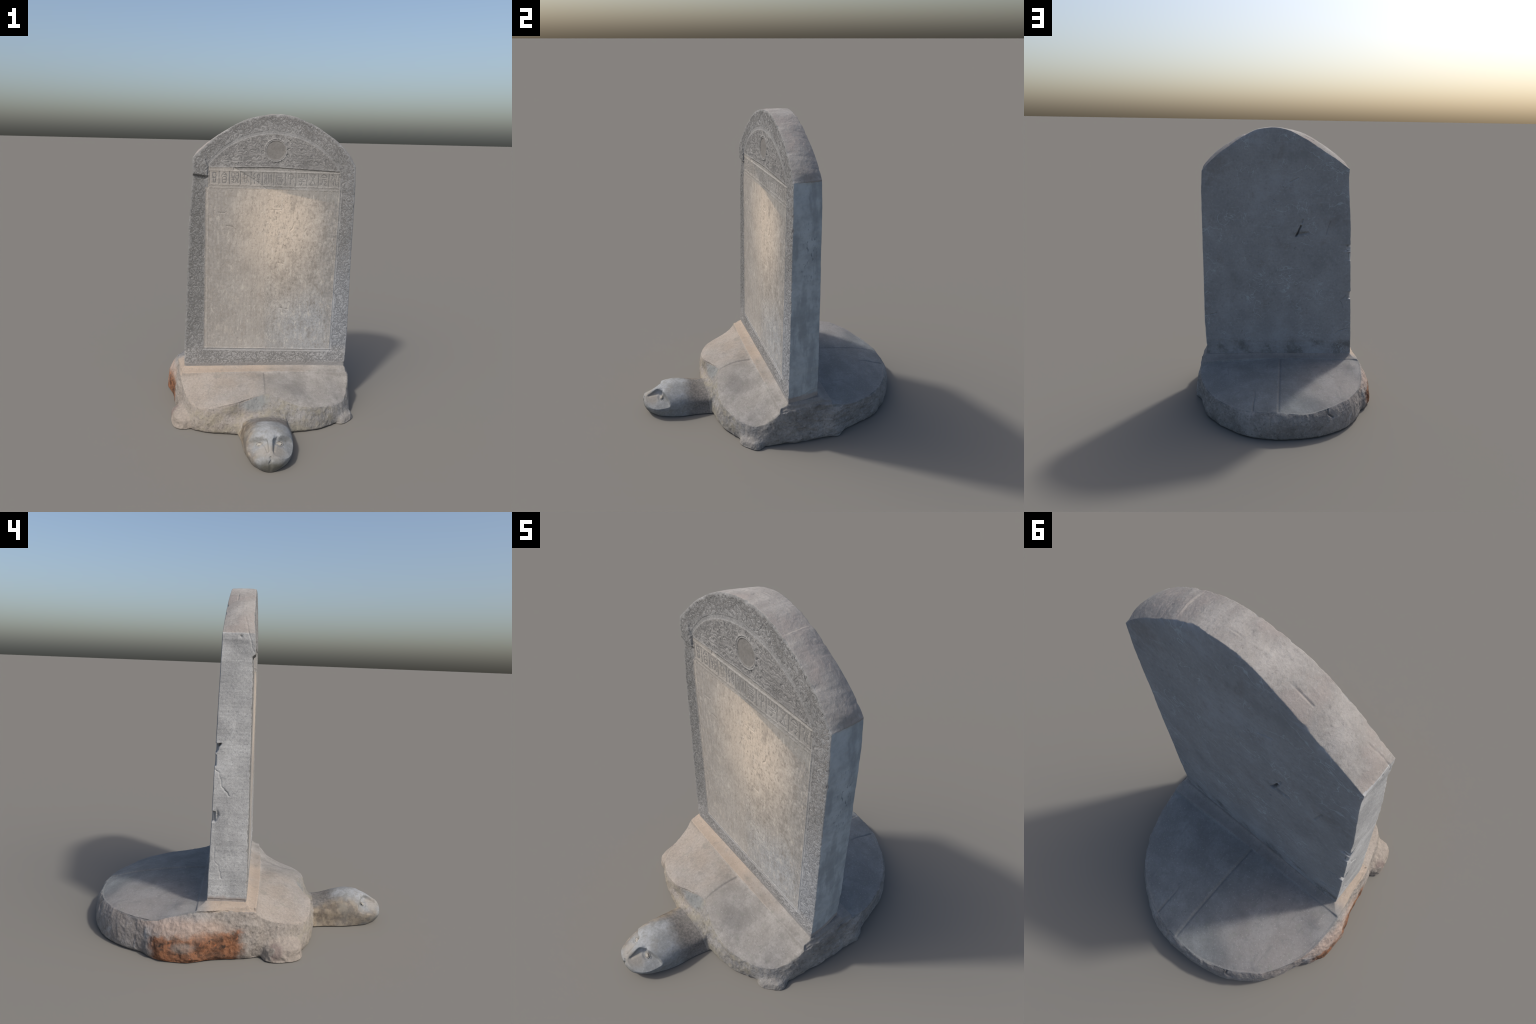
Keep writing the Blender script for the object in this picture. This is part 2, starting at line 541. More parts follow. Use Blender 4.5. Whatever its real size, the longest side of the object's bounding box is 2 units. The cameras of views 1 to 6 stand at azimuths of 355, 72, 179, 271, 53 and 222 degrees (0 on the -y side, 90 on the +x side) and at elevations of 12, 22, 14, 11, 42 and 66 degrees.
def build_tortoise():
    V, F = tortoise_mesh()
    # snap the carapace back on its exact surface, then soften the joints
    ang = np.arctan2(V[:, 1] - CY, V[:, 0] - CX)
    rad = np.hypot(V[:, 0] - CX, V[:, 1] - CY)
    inset = at(R_rim, ang) - rad
    zt = top_z(V[:, 0], V[:, 1])
    on = sstep(.004, .012, inset) * (np.abs(V[:, 2] - zt) < .012)
    V[:, 2] += on * (zt - V[:, 2])
    V = smooth(V, F, 2, 0.5)
    joint = sstep(.12, .0, np.abs(V[:, 1] + .47)) * sstep(.10, .03, np.abs(np.abs(V[:, 0] - .005) - .17)) * sstep(.17, .09, V[:, 2])
    off_plate = 1 - (inset > -.002) * (np.abs(V[:, 2] - zt) < .025)
    foot = np.maximum(np.maximum(in_ell(V, FOOT_L, 1.6), in_ell(V, FOOT_R, 1.6)), in_ell(V, KNOB_R, 1.5)) * off_plate
    lumpy = sstep(-.52, -.56, V[:, 0]) * sstep(.004, -.01, inset)
    V = smooth(V, F, 26, 0.5, np.clip(joint, 0, 1) * (V[:, 2] > .006))
    V = smooth(V, F, 40, 0.5, np.clip(lumpy, 0, 1) * (V[:, 2] > .006))
    V = smooth(V, F, 90, 0.5, np.clip(foot, 0, 1) * (V[:, 2] > .006))
    xn = np.abs(V[:, 0] - .005)
    dent = np.exp(-((xn - .185) / .075) ** 2) * np.exp(-((V[:, 2] - .115) / .045) ** 2) * sstep(-.36, -.41, V[:, 1]) * sstep(.006, .02, V[:, 2]) * sstep(.125, .155, xn)
    V[:, 1] += np.where(V[:, 0] < 0, .018, .006) * dent
    V = carve_face(V)
    V = smooth(V, F, 2, 0.4, sstep(-.70, -.74, V[:, 1]))
    N = vertex_normals(V, F)
    ang = np.arctan2(V[:, 1] - CY, V[:, 0] - CX)
    rad = np.hypot(V[:, 0] - CX, V[:, 1] - CY)
    inset = at(R_rim, ang) - rad
    zt = top_z(V[:, 0], V[:, 1])
    plate = (inset > .002) & (np.abs(V[:, 2] - zt) < .02) & (V[:, 2] > .08)
    low = V[:, 2] < .004
    headm = sstep(-.435, -.47, V[:, 1]) * sstep(.20, .165, np.abs(V[:, 0] - .005))
    # relief: chiselled flanks, smoother scutes and head
    wall = (~plate) * (1 - headm)
    P = V * np.array([1, 1, .8])
    d = wall * (0.0065 * fbm(P, 6.5, 3, .5, seed=2) + 0.0050 * np.abs(gnoise(P * np.array([1, 1, .5]), 24, 5)) + 0.0030 * ridged(P, 17, 3, seed=8) - 0.0050 + 0.0016 * fbm(P, 55, 3, .6, seed=3))
    rightw = wall * sstep(.45, .56, V[:, 0]) * sstep(-.15, 0, V[:, 1])
    d += rightw * (0.007 * ridged(V * np.array([1, .8, 2.2]), 9, 3, seed=12) - .007)
    leftw = wall * sstep(-.50, -.56, V[:, 0])
    d += leftw * (0.007 * ridged(P + V[:, [1, 0, 2]] * .3, 10, 3, seed=14) - .010)
    d += plate * (0.0016 * fbm(V, 9, 3, seed=21) + 0.0006 * fbm(V, 60, 3, seed=22))
    d += headm * (0.0012 * fbm(V, 22, 3, seed=31) + 0.0004 * fbm(V, 120, 2, seed=32))
    # cracks of the rear flank
    cr = polydist(V[:, 0], V[:, 2], [(-.288, .185), (-.29, .15), (-.325, .125)])
    d -= wall * (V[:, 1] > .6) * 0.012 * np.exp(-(cr / .004) ** 2)
    d = np.where(low, 0, d)
    V = V + N * d[:, None]
    V[:, 2] = np.maximum(V[:, 2], 0)
    N = vertex_normals(V, F)
    C = V[F].mean(1)
    NC = face_normals(V, F)
    NC = NC / np.maximum(np.linalg.norm(NC, axis=1, keepdims=True), 1e-12)
    ang = np.arctan2(C[:, 1] - CY, C[:, 0] - CX)
    inset = at(R_rim, ang) - np.hypot(C[:, 0] - CX, C[:, 1] - CY)
    zt = top_z(C[:, 0], C[:, 1])
    region = np.full(len(F), 0)
    region[in_ell(C, FOOT_L, 1.12) & (inset < 0)] = 1
    region[in_ell(C, FOOT_R, 1.12) & (inset < 0)] = 2
    region[(C[:, 1] < -.462) & (np.abs(C[:, 0] - .005) < .175)] = 3
    region[C[:, 1] < -.575] = 4
    top = (inset > .001) & (np.abs(C[:, 2] - zt) < .02) & (C[:, 2] > .08)
    left = C[:, 0] < 0.022 + 0.035 * (C[:, 1] - 0.225)
    region[top] = 5
    region[top & (C[:, 1] < front_line(C[:, 0]) + .002) & left] = 6
    region[top & (C[:, 1] < front_line(C[:, 0]) + .002) & ~left] = 7
    region[top & (C[:, 1] > back_line(C[:, 0]) - .002) & left] = 8
    region[top & (C[:, 1] > back_line(C[:, 0]) - .002) & ~left] = 9
    return V, F, N, region

# ---------------------------------------------------------------- tortoise materials
def base_stone(kind):
    M = Mat('stone_' + kind)
    x, y, z = M.axis(0), M.axis(1), M.axis(2)
    grey, dgrey, lgrey = lin(136, 133, 129), lin(110, 107, 103), lin(158, 155, 151)
    if kind == 'rear_scute':
        grey, dgrey, lgrey = lin(119, 121, 121), lin(102, 104, 104), lin(136, 139, 139)  # rear shell grey set between its baked lit and shaded tones
    if kind == 'head':
        grey, dgrey, lgrey = lin(134, 136, 136), lin(104, 106, 107), lin(158, 161, 164)
    if kind == 'flank':
        grey, dgrey, lgrey = lin(136, 134, 131), lin(94, 92, 89), lin(162, 160, 157)
    c, g = mottled(M, grey, dgrey, lgrey, 75, 7)
    # pink-buff tone of the left half and of the socket
    if kind in ('scute', 'socket', 'flank', 'foot', 'rear_scute'):
        wob = M.math('MULTIPLY', M.math('SUBTRACT', M.noise(4.5, 4, .6), .5), .9)
        warm = M.ramp(M.math('ADD', x, wob), .18, -.45)
        front = M.ramp(y, .22, .08)
        amt = {'scute': .6, 'socket': .8, 'flank': .5, 'foot': .6, 'rear_scute': .3}[kind]
        c = M.mix(M.math('MULTIPLY', M.math('MULTIPLY', warm, front), amt), c,
                  M.mix(M.ramp(g, .35, .65), lin(156, 144, 131), lin(142, 131, 120)))
        pink = M.blob((-.42, .50, .2), (.30, .34, .3), .5, .9, 5)
        c = M.mix(M.math('MULTIPLY', pink, .25), c, lin(148, 134, 128))
    if kind == 'socket':
        c = M.mix(M.math('MULTIPLY', M.math('MULTIPLY', M.ramp(M.math('ADD', x, wob), .45, -.2), front), .5), c, lin(164, 148, 132))
        c = M.mix(M.math('MULTIPLY', M.ramp(y, .12, .20), .6), c, lin(122, 122, 121))
    if kind in ('scute', 'socket', 'rear_scute'):
        fl = M.noise(230, 2, .5, vec=M.mapping(scale=(1, .5, 1)))
        c = M.mix(M.math('MULTIPLY', M.ramp(fl, .64, .74), .5), c, lin(172, 172, 170))
        streak = M.noise(40, 3, .6, vec=M.mapping(scale=(1.0, .18, 1), rot=(0, 0, .8)))
        c = M.mix(M.math('MULTIPLY', M.ramp(streak, .56, .72), .35), c, dgrey)
        pits = M.ramp(M.noise(95, 4, .65), .60, .70)
        c = M.mix(M.math('MULTIPLY', pits, .45), c, lin(96, 93, 88))
        grime = M.blob((.15, -.26, .24), (.20, .12, .2), .6, .8, 7)
        c = M.mix(M.math('MULTIPLY', grime, .2), c, lin(108, 106, 104))
        blotch = M.noise(17, 5, .68)
        c = M.mix(M.math('MULTIPLY', M.ramp(blotch, .54, .68), .4), c, dgrey)
        c = M.mix(M.math('MULTIPLY', M.ramp(M.noise(28, 5, .7), .56, .70), .3), c, lin(120, 126, 114))
    if kind == 'flank':
        moss = M.math('MULTIPLY', M.ramp(y, -.25, -.40), M.ramp(M.noise(14, 5, .7), .42, .62))
        c = M.mix(M.math('MULTIPLY', moss, .45), c, lin(148, 142, 124))
        blue = M.blob((-.06, -.40, .19), (.09, .07, .05), .35, .5, 12)
        c = M.mix(M.math('MULTIPLY', blue, .75), c, lin(118, 122, 122))
        pit = M.ramp(M.noise(46, 5, .7), .58, .68)
        c = M.mix(M.math('MULTIPLY', pit, .6), c, lin(82, 79, 74))
        dirt = M.ramp(M.noise(19, 6, .75), .52, .70)
        c = M.mix(M.math('MULTIPLY', dirt, .55), c, lin(90, 86, 81))
        white = M.math('MULTIPLY', M.ramp(M.noise(9, 5, .7, vec=M.mapping(scale=(1, 1, .4))), .55, .66), M.blob((-.5, .62, .1), (.16, .2, .2), .5, .3))
        c = M.mix(M.math('MULTIPLY', white, .7), c, lin(168, 170, 171))
    if kind in ('flank', 'foot'):
        # rust-red iron stain on the broken left flank
        wv = M.math('MULTIPLY', M.math('SUBTRACT', M.noise(14, 6, .7), .5), .11)
        top = M.math('ADD', M.math('MULTIPLY', y, -.07), .168)
        below = M.ramp(M.math('SUBTRACT', M.math('ADD', z, wv), top), .012, -.018)
        yy = M.math('ADD', y, wv)
        rust = M.math('MULTIPLY', below, M.math('MULTIPLY', M.ramp(yy, -.075, -.01), M.ramp(yy, .475, .42)))
        rust = M.math('MULTIPLY', rust, M.ramp(x, -.54, -.58))
        rc = M.mix(M.ramp(M.noise(13, 5, .65), .38, .62), lin(82, 56, 41), lin(140, 94, 65))
        rc = M.mix(M.ramp(M.noise(34, 5, .7), .52, .68), rc, lin(50, 39, 32))
        rc = M.mix(M.math('MULTIPLY', M.ramp(M.noise(22, 3, .6), .58, .70), .6), rc, lin(172, 104, 64))
        pale = M.blob((-.66, .27, .085), (.2, .06, .03), .4, .5, 14)
        rc = M.mix(M.math('MULTIPLY', pale, .6), rc, lin(150, 138, 128))
        c = M.mix(M.math('MULTIPLY', rust, .92), c, rc)
        pk = M.blob((-.60, .26, .175), (.1, .24, .05), .5, .6, 9)
        c = M.mix(M.math('MULTIPLY', pk, .5), c, lin(170, 146, 130))
    if kind == 'foot':
        st = M.blob((-.60, -.22, .06), (.06, .04, .05), .4, .8, 14)
        c = M.mix(M.math('MULTIPLY', st, .6), c, lin(104, 90, 88))
    if kind == 'head':
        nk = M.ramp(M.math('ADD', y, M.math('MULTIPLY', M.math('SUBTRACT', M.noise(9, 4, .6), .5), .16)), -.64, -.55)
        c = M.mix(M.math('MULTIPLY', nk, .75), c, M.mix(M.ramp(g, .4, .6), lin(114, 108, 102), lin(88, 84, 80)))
        brown = M.math('MULTIPLY', M.ramp(M.math('ADD', x, M.math('MULTIPLY', M.math('SUBTRACT', M.noise(11, 4, .6), .5), .14)), -.06, -.13), .75)
        c = M.mix(brown, c, M.mix(M.ramp(M.noise(24, 4, .6), .4, .62), lin(138, 126, 108), lin(100, 90, 78)))
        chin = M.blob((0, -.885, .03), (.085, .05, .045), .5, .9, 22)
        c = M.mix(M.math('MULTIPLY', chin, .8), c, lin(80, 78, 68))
        ck = M.blob((0, -.83, .11), (.09, .05, .035), .5, .6, 18)
        c = M.mix(M.math('MULTIPLY', ck, .55), c, lin(140, 132, 120))
        st = M.noise(13, 5, .66)
        c = M.mix(M.math('MULTIPLY', M.ramp(st, .52, .66), .45), c, lin(112, 110, 104))
    bump = M.math('ADD', M.noise(170, 6, .7), M.math('MULTIPLY', M.noise(45, 4, .6), .8))
    return M.finish(c, bump, .75 if kind in ('flank', 'foot') else .3, .004)

mat_scute = base_stone('scute')
mat_rear = base_stone('rear_scute')
mat_socket = base_stone('socket')
mat_flank = base_stone('flank')
mat_foot = base_stone('foot')
mat_head = base_stone('head')

tV, tF, tN, tR = build_tortoise()
tort = split_parts(tV, tF, tN, tR, {
    0: ('tortoise_body', mat_flank, None),
    1: ('foot', mat_foot, 0), 2: ('foot', mat_foot, 0),
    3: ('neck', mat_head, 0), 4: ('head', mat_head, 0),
    5: ('slab_socket', mat_socket, 0),
    6: ('shell_scute', mat_scute, 0), 7: ('shell_scute', mat_scute, 0),
    8: ('shell_scute', mat_rear, 0), 9: ('shell_scute', mat_rear, 0)}, ROOT)
BODY = tort[0]

def add_eyes():
    M = Mat('eye_stone')
    c, g = mottled(M, lin(150, 146, 138), lin(96, 92, 84), lin(176, 174, 168), 90, 20)
    mat = M.finish(c, g, .3)
    for sx in (-1, 1):
        cx = sx * .057 - .004
        v, f = ellipsoid((0, 0, 0), (.017, .013, .010), rot=0, nu=32, nv=16)
        v[:, 2] = np.where(v[:, 2] <= 0, -.004, v[:, 2])
        v2, f2 = ellipsoid((0, 0, .02), (.015, .0095, .0045), nu=32, nv=16)
        v2[:, 2] -= .02
        a = math.radians(-32)
        ca, sa = math.cos(a), math.sin(a)
        y, z = v2[:, 1] * ca - v2[:, 2] * -sa * -1, 0
        Y = v2[:, 1] * ca + v2[:, 2] * sa
        Z = -v2[:, 1] * sa + v2[:, 2] * ca
        W = np.stack([cx + v2[:, 0], -.770 + Y, .1205 + Z], 1)
        new_object('eye', mesh_from('eye', W, f2), BODY, mat)
        # raised lid around the eye
        t = np.linspace(0, 2 * np.pi, 40, endpoint=False)
        rings = []
        for k in np.linspace(0, 2 * np.pi, 10, endpoint=False):
            rr = .0014
            ex, ey, ez = np.cos(t) * (.0205 + rr * np.cos(k)), np.sin(t) * (.0135 + rr * np.cos(k)), np.full_like(t, rr * np.sin(k))
            rings.append(np.stack([cx + ex, -.770 + ey * ca + ez * sa, .1205 - ey * sa + ez * ca], 1))
        R = np.array(rings + [rings[0]])
        new_object('eyelid', mesh_from('eyelid', R.reshape(-1, 3), closed_grid(R)), BODY, mat)
add_eyes()

# ================================================================ SLAB
Z0 = 0.235
left_edge = curve_fn([(.20, -.516), (.384, -.518), (.69, -.507), (1.02, -.494), (1.29, -.484), (1.487, -.469), (1.62, -.459), (1.72, -.459), (1.8, -.459)])
right_front = curve_fn([(.20, .594), (.27, .597), (.502, .606), (.82, .606), (1.14, .606), (1.47, .609), (1.675, .604), (1.8, .604)])
right_back = curve_fn([(.20, .572), (.28, .579), (.572, .597), (.845, .601), (1.251, .608), (1.54, .611), (1.686, .606), (1.8, .606)])
arch_front = curve_fn([(-.48, 1.70), (-.460, 1.716), (-.344, 1.823), (-.241, 1.895), (-.138, 1.951), (-.034, 1.981), (.07, 1.993), (.176, 1.985), (.283, 1.947), (.392, 1.888), (.482, 1.822), (.55, 1.751), (.604, 1.675), (.62, 1.655)])
arch_back = curve_fn([(-.48, 1.695), (-.454, 1.715), (-.373, 1.773), (-.294, 1.822), (-.197, 1.884), (-.10, 1.940), (.006, 1.984), (.092, 1.995), (.168, 1.988), (.253, 1.962), (.376, 1.886), (.520, 1.776), (.605, 1.686), (.62, 1.67)])
face_y = curve_fn([(.2, -.056), (.3, -.054), (.66, -.051), (1.05, -.048), (1.45, -.046), (1.7, -.044), (1.9, -.040), (2.02, -.036)])
rear_y = curve_fn([(.2, .166), (.29, .163), (.52, .154), (.73, .147), (1.0, .140), (1.2, .133), (1.44, .126), (1.67, .119), (1.85, .116), (2.02, .106)])

def line1(z, *pts):
    p = np.array(pts)
    return np.interp(z, p[:, 0], p[:, 1])

# layout of the carved face
def panel_left(z):  return line1(z, (.40, -.388), (1.60, -.380))
def panel_right(z): return line1(z, (.42, .4835), (1.50, .5065))
def panel_bottom(x): return .435 - .021 * (x + .387) / .87
def title_top(x): return 1.635 - .008 * (x + .354) / .85
def title_bot(x): return 1.546 - .013 * (x + .359) / .855
def panel_top(x): return title_bot(x) - .020
def lunette_base(x): return line1(x, (-.36, 1.654), (.07, 1.662), (.50, 1.640))
lunette_arc = curve_fn([(-.42, 1.58), (-.359, 1.666), (-.312, 1.719), (-.24, 1.780), (-.136, 1.835), (-.032, 1.863), (.063, 1.872), (.18, 1.858), (.288, 1.822), (.398, 1.753), (.467, 1.685), (.52, 1.61)])
DISC = (.0735, 1.769)

def zones(x, z):
    """region index on the face: 0 border 1 panel 2 title band 3 lunette 4 disc"""
    r = np.zeros(np.shape(x), int)
    inside = (x > panel_left(z)) & (x < panel_right(z))
    r[inside & (z > panel_bottom(x)) & (z < panel_top(x))] = 1
    r[(x > -.362) & (x < .503) & (z >= panel_top(x)) & (z < lunette_base(x))] = 2
    r[(z >= lunette_base(x)) & (z < lunette_arc(x)) & (x > -.37) & (x < .48)] = 3
    r[np.hypot(x - DISC[0], z - DISC[1]) < .062] = 4
    return r

def ridge(d, w, h):
    return h * np.exp(-(d / w) ** 2)

def face_relief(x, z):
    """outward relief (towards the viewer) of the carved face, metres"""
    sh = np.shape(x)
    x = np.ravel(x).astype(float)
    z = np.ravel(z).astype(float)
    P = xyz(x, 0 * x, z)
    zn = zones(x, z)
    h = 0.0009 * fbm(P, 7, 3, seed=40) + 0.0005 * fbm(P, 60, 3, seed=41)
    border = (zn == 0)
    carved = ridged(P + 0.02 * np.stack([gnoise(P, 20, 50), 0 * x, gnoise(P, 20, 51)], 1), 34, 2, seed=42)
    h += np.where(border, 0.0011 * carved + .0002, 0)
    # plain band following the lunette
    arcd = z - lunette_arc(x)
    band = (z > lunette_base(x)) & (arcd > 0) & (arcd < .022) & (x > -.38) & (x < .485)
    h -= np.where(band, .0012 * carved + .0004, 0)
    h += np.where(zn == 3, .0010 * ridged(P, 46, 2, seed=44), 0)
    h += np.where(zn == 4, -.0006 + .0008 * fbm(P, 30, 3, seed=46), 0)
    dr = np.hypot(x - DISC[0], z - DISC[1])
    h += ridge(dr - .0715, .003, .0032) + ridge(dr - .0625, .0025, .0022) - ridge(dr - .067, .002, .0016)
    lun = (x > -.36) & (x < .47)
    h += np.where(lun & (z > 1.66), ridge(arcd, .0035, .0007), 0)
    # dark sunk band over the title
    g = (x > -.20) & (x < .497) & (z > title_top(x) + .004) & (z < lunette_base(x) - .002)
    h -= np.where(g, .003, 0)
    h += np.where((x > -.36) & (x < .5), ridge(z - lunette_base(x), .003, .0015), 0)
    # frames of the title and of the panel
    tx = (x > -.358) & (x < .50)
    h += np.where(tx, ridge(z - title_top(x), .0030, .0018) + ridge(z - title_bot(x), .0030, .0018) + ridge(z - panel_top(x), .003, .0012), 0)
    pz = (z > panel_bottom(x) - .02) & (z < 1.52)
    h += np.where(pz, ridge(x - panel_left(z), .0025, .0012) + ridge(x - panel_left(z) - .021, .0025, .0010)
                  - ridge(x - panel_left(z) - .010, .004, .0010)
                  + ridge(x - panel_right(z), .003, .0022) - ridge(x - panel_right(z) - .007, .004, .0016)
                  + ridge(x - panel_right(z) - .013, .003, .0012), 0)
    px = (x > panel_left(z) - .02) & (x < panel_right(z) + .02)
    h += np.where(px, ridge(z - panel_bottom(x), .003, .0016) - ridge(z - panel_bottom(x) + .009, .005, .0014) + ridge(z - panel_bottom(x) + .019, .003, .0015), 0)
    # worn columns of writing in the panel
    pan = zn == 1
    S = xyz(x * 1.0, 0 * x, z * .25)
    col = np.cos(x * 2 * np.pi / .0255)
    h += np.where(pan, -.0002 + .0002 * col * sstep(-.3, .4, gnoise(P, 4, 61)) + .0012 * fbm(S, 60, 3, seed=60) - .0014 * sstep(.28, .6, gnoise(P, 55, 63)), 0)
    for pts in ([(-.29, 1.365), (-.255, 1.36), (-.245, 1.367)], [(-.24, 1.275), (-.20, 1.27), (-.175, 1.25)], [(.05, 1.385), (.12, 1.382)],
                [(.21, 1.305), (.20, 1.26), (.185, 1.245)], [(.10, 1.03), (.145, 1.02)], [(.12, .715), (.185, .705)], [(.17, .98), (.185, .93)]):
        h -= .0026 * np.exp(-(polydist(x + .004 * gnoise(P, 45, 64), z + .005 * gnoise(P, 45, 65), pts) / .0022) ** 2)
    # fracture across the title and the block at the upper left that stands proud
    fr = [(-.215, 1.70), (-.196, 1.659), (-.16, 1.632), (-.10, 1.60), (-.04, 1.565), (.019, 1.52), (.035, 1.49)]
    h -= .003 * np.exp(-(polydist(x, z, fr) / .003) ** 2)
    blk = sstep(1.606, 1.612, z + .1 * (x + .46) + .003 * gnoise(P, 40, 70)) * sstep(-.350, -.372, x + .0 * z + .25 * np.clip(z - 1.66, 0, .1))
    h += .009 * blk * sstep(1.80, 1.66, z)
    h -= .006 * sstep(1.606, 1.600, z + .1 * (x + .46)) * sstep(1.50, 1.59, z) * sstep(-.36, -.38, x)
    vc = [(-.362, 1.612), (-.358, 1.66), (-.375, 1.70)]
    h -= .005 * np.exp(-(polydist(x, z, vc) / .004) ** 2)
    # ragged foot
    h -= .003 * sstep(.325, .295, z + .010 * gnoise(P, 12, 80))
    return h.reshape(sh)

GX = np.arange(-.545, .635, .0023)
GZ = np.arange(.225, 2.012, .0023)
_gx, _gz = np.meshgrid(GX, GZ)
RELIEF = face_relief(_gx, _gz)
GROOVE = np.zeros_like(RELIEF)

def front_surface(x, z):
    """y of the carved face, from the relief worked out once on a fine grid"""
    fx = np.clip((np.asarray(x, float) - GX[0]) / .0023, 0, len(GX) - 1.001)
    fz = np.clip((np.asarray(z, float) - GZ[0]) / .0023, 0, len(GZ) - 1.001)
    i, j = fx.astype(int), fz.astype(int)
    a, b = fx - i, fz - j
    h = (RELIEF[j, i] * (1 - a) + RELIEF[j, i + 1] * a) * (1 - b) + (RELIEF[j + 1, i] * (1 - a) + RELIEF[j + 1, i + 1] * a) * b
    return face_y(z) - .0015 - h

# ---------------------------------------------------------------- incised carving
PENDING = []

class Ribs:
    """a set of incised lines: each is cut into the relief, then overlaid with a thin dark strip"""
    def __init__(self):
        self.lines = []
    def add(self, pts, width, height, n=None, smooth_it=True):
        P = np.array(pts, float)
        if smooth_it and len(P) > 2:
            L = np.hypot(*np.diff(P, axis=0).T).sum()
            P = catmull(P, n or max(8, int(L / .0035)))
        else:
            segs = []
            for a, b in zip(P[:-1], P[1:]):
                k = max(2, int(np.hypot(*(b - a)) / .004))
                segs.append(a + (b - a) * np.linspace(0, 1, k, endpoint=False)[:, None])
            P = np.vstack(segs + [P[-1:]])
        q = xyz(P[:, 0], 0 * P[:, 0], P[:, 1])
        P = P + np.stack([gnoise(q, 55, 201), gnoise(q, 55, 202)], 1) * .0018
        ok = (P[:, 0] > left_edge(P[:, 1]) + .008) & (P[:, 0] < right_front(P[:, 1]) - .008) & (P[:, 1] < arch_front(P[:, 0]) - .008)
        if not ok.all():
            best = max(np.split(np.arange(len(P)), np.flatnonzero(~ok)), key=len)
            best = best[ok[best]]
            if len(best) < 4:
                return
            P, q = P[best], q[best]
        m = len(P)
        s = np.linspace(0, 1, m)
        wear = np.clip(.95 + 1.3 * gnoise(q, 20, 203), .15, 1.4) * np.minimum(1, np.minimum(s, 1 - s) * 8 + .35)
        self.lines.append((P, width * wear))
        # cut the groove
        pad = width * 1.6
        i0, i1 = np.searchsorted(GX, [P[:, 0].min() - pad, P[:, 0].max() + pad])
        j0, j1 = np.searchsorted(GZ, [P[:, 1].min() - pad, P[:, 1].max() + pad])
        X, Z = np.meshgrid(GX[i0:i1], GZ[j0:j1])
        g = height * np.exp(-(polydist(X, Z, P[::2] if m > 12 else P) / (width * .55)) ** 2)
        w = GROOVE[j0:j1, i0:i1]
        np.maximum(w, g, out=w)
    def make(self, name, mat, stuff=False):
        PENDING.append((self, name, mat, stuff))
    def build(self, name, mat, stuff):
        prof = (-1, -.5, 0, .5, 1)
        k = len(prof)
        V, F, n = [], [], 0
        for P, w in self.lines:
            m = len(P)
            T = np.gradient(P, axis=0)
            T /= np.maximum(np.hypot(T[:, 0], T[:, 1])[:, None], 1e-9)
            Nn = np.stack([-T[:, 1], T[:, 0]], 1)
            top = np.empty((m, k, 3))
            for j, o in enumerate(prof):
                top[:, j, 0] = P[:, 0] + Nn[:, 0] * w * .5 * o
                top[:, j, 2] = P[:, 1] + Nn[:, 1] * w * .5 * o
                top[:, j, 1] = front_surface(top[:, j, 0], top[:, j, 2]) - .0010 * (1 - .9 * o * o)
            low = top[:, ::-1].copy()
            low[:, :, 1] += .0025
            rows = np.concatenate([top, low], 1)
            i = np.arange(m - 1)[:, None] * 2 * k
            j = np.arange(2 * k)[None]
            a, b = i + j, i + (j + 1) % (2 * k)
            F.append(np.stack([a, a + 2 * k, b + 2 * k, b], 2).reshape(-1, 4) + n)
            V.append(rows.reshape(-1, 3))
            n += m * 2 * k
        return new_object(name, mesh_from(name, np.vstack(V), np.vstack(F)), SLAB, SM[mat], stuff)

def spiral(cx, cz, r, turns, start, sgn, n=26):
    t = np.linspace(0, 1, n)
    a = start + sgn * turns * 2 * np.pi * t
    rr = r * (1 - .85 * t)
    return np.stack([cx + rr * np.cos(a), cz + rr * np.sin(a)], 1)

def border_clear(x, z):
    """distance-like clearance of points inside the carved border (negative outside)"""
    outer = np.minimum(np.minimum(x - left_edge(z), right_front(z) - x), (arch_front(x) - z) * .85) - .005
    side = np.maximum(panel_left(z) - x, x - panel_right(z) - .014)
    foot = np.minimum(panel_bottom(x) - .022 - z, z - .318)
    crown = np.maximum(np.maximum((z - lunette_arc(np.clip(x, -.37, .48)) - .022) * .9, -.365 - x), x - .50)
    inner = np.where(z < 1.60, np.where(z > panel_bottom(x) - .02, side, foot), crown)
    return np.minimum(outer, inner)

def curl(ribs, x, z, r, rnd, width=.0048, height=.0025):
    """one small carved motif filling a disc: spiral, S-scroll, leaf spray or lobed cloud"""
    a = rnd.uniform(0, 6.28)
    d = np.array([math.cos(a), math.sin(a)])
    n = np.array([-d[1], d[0]])
    c = np.array([x, z])
    k = rnd.random()
    sg = rnd.choice((-1, 1))
    if k < .45:
        ribs.add(spiral(x, z, r * rnd.uniform(.8, 1), rnd.uniform(.9, 1.6), a, sg, 20), width, height)
    elif k < .72:
        ribs.add([c - d * r - n * r * .2 * sg, c - d * r * .5 + n * r * .6 * sg, c, c + d * r * .5 - n * r * .6 * sg, c + d * r + n * r * .3 * sg], width, height)
    elif k < .88:
        for q in (-.8, -.1, .6):
            e = c + (d * math.cos(q) + n * math.sin(q)) * r
            ribs.add([c - d * r * .8, c - d * r * .1 + n * r * .25 * q, e], width * 1.15, height, n=8)
    else:
        ribs.add([c + r * np.array([math.cos(a + t), math.sin(a + t)]) * (.7 + .3 * abs(math.cos(1.5 * t))) for t in np.linspace(0, 5.4, 16)], width, height)

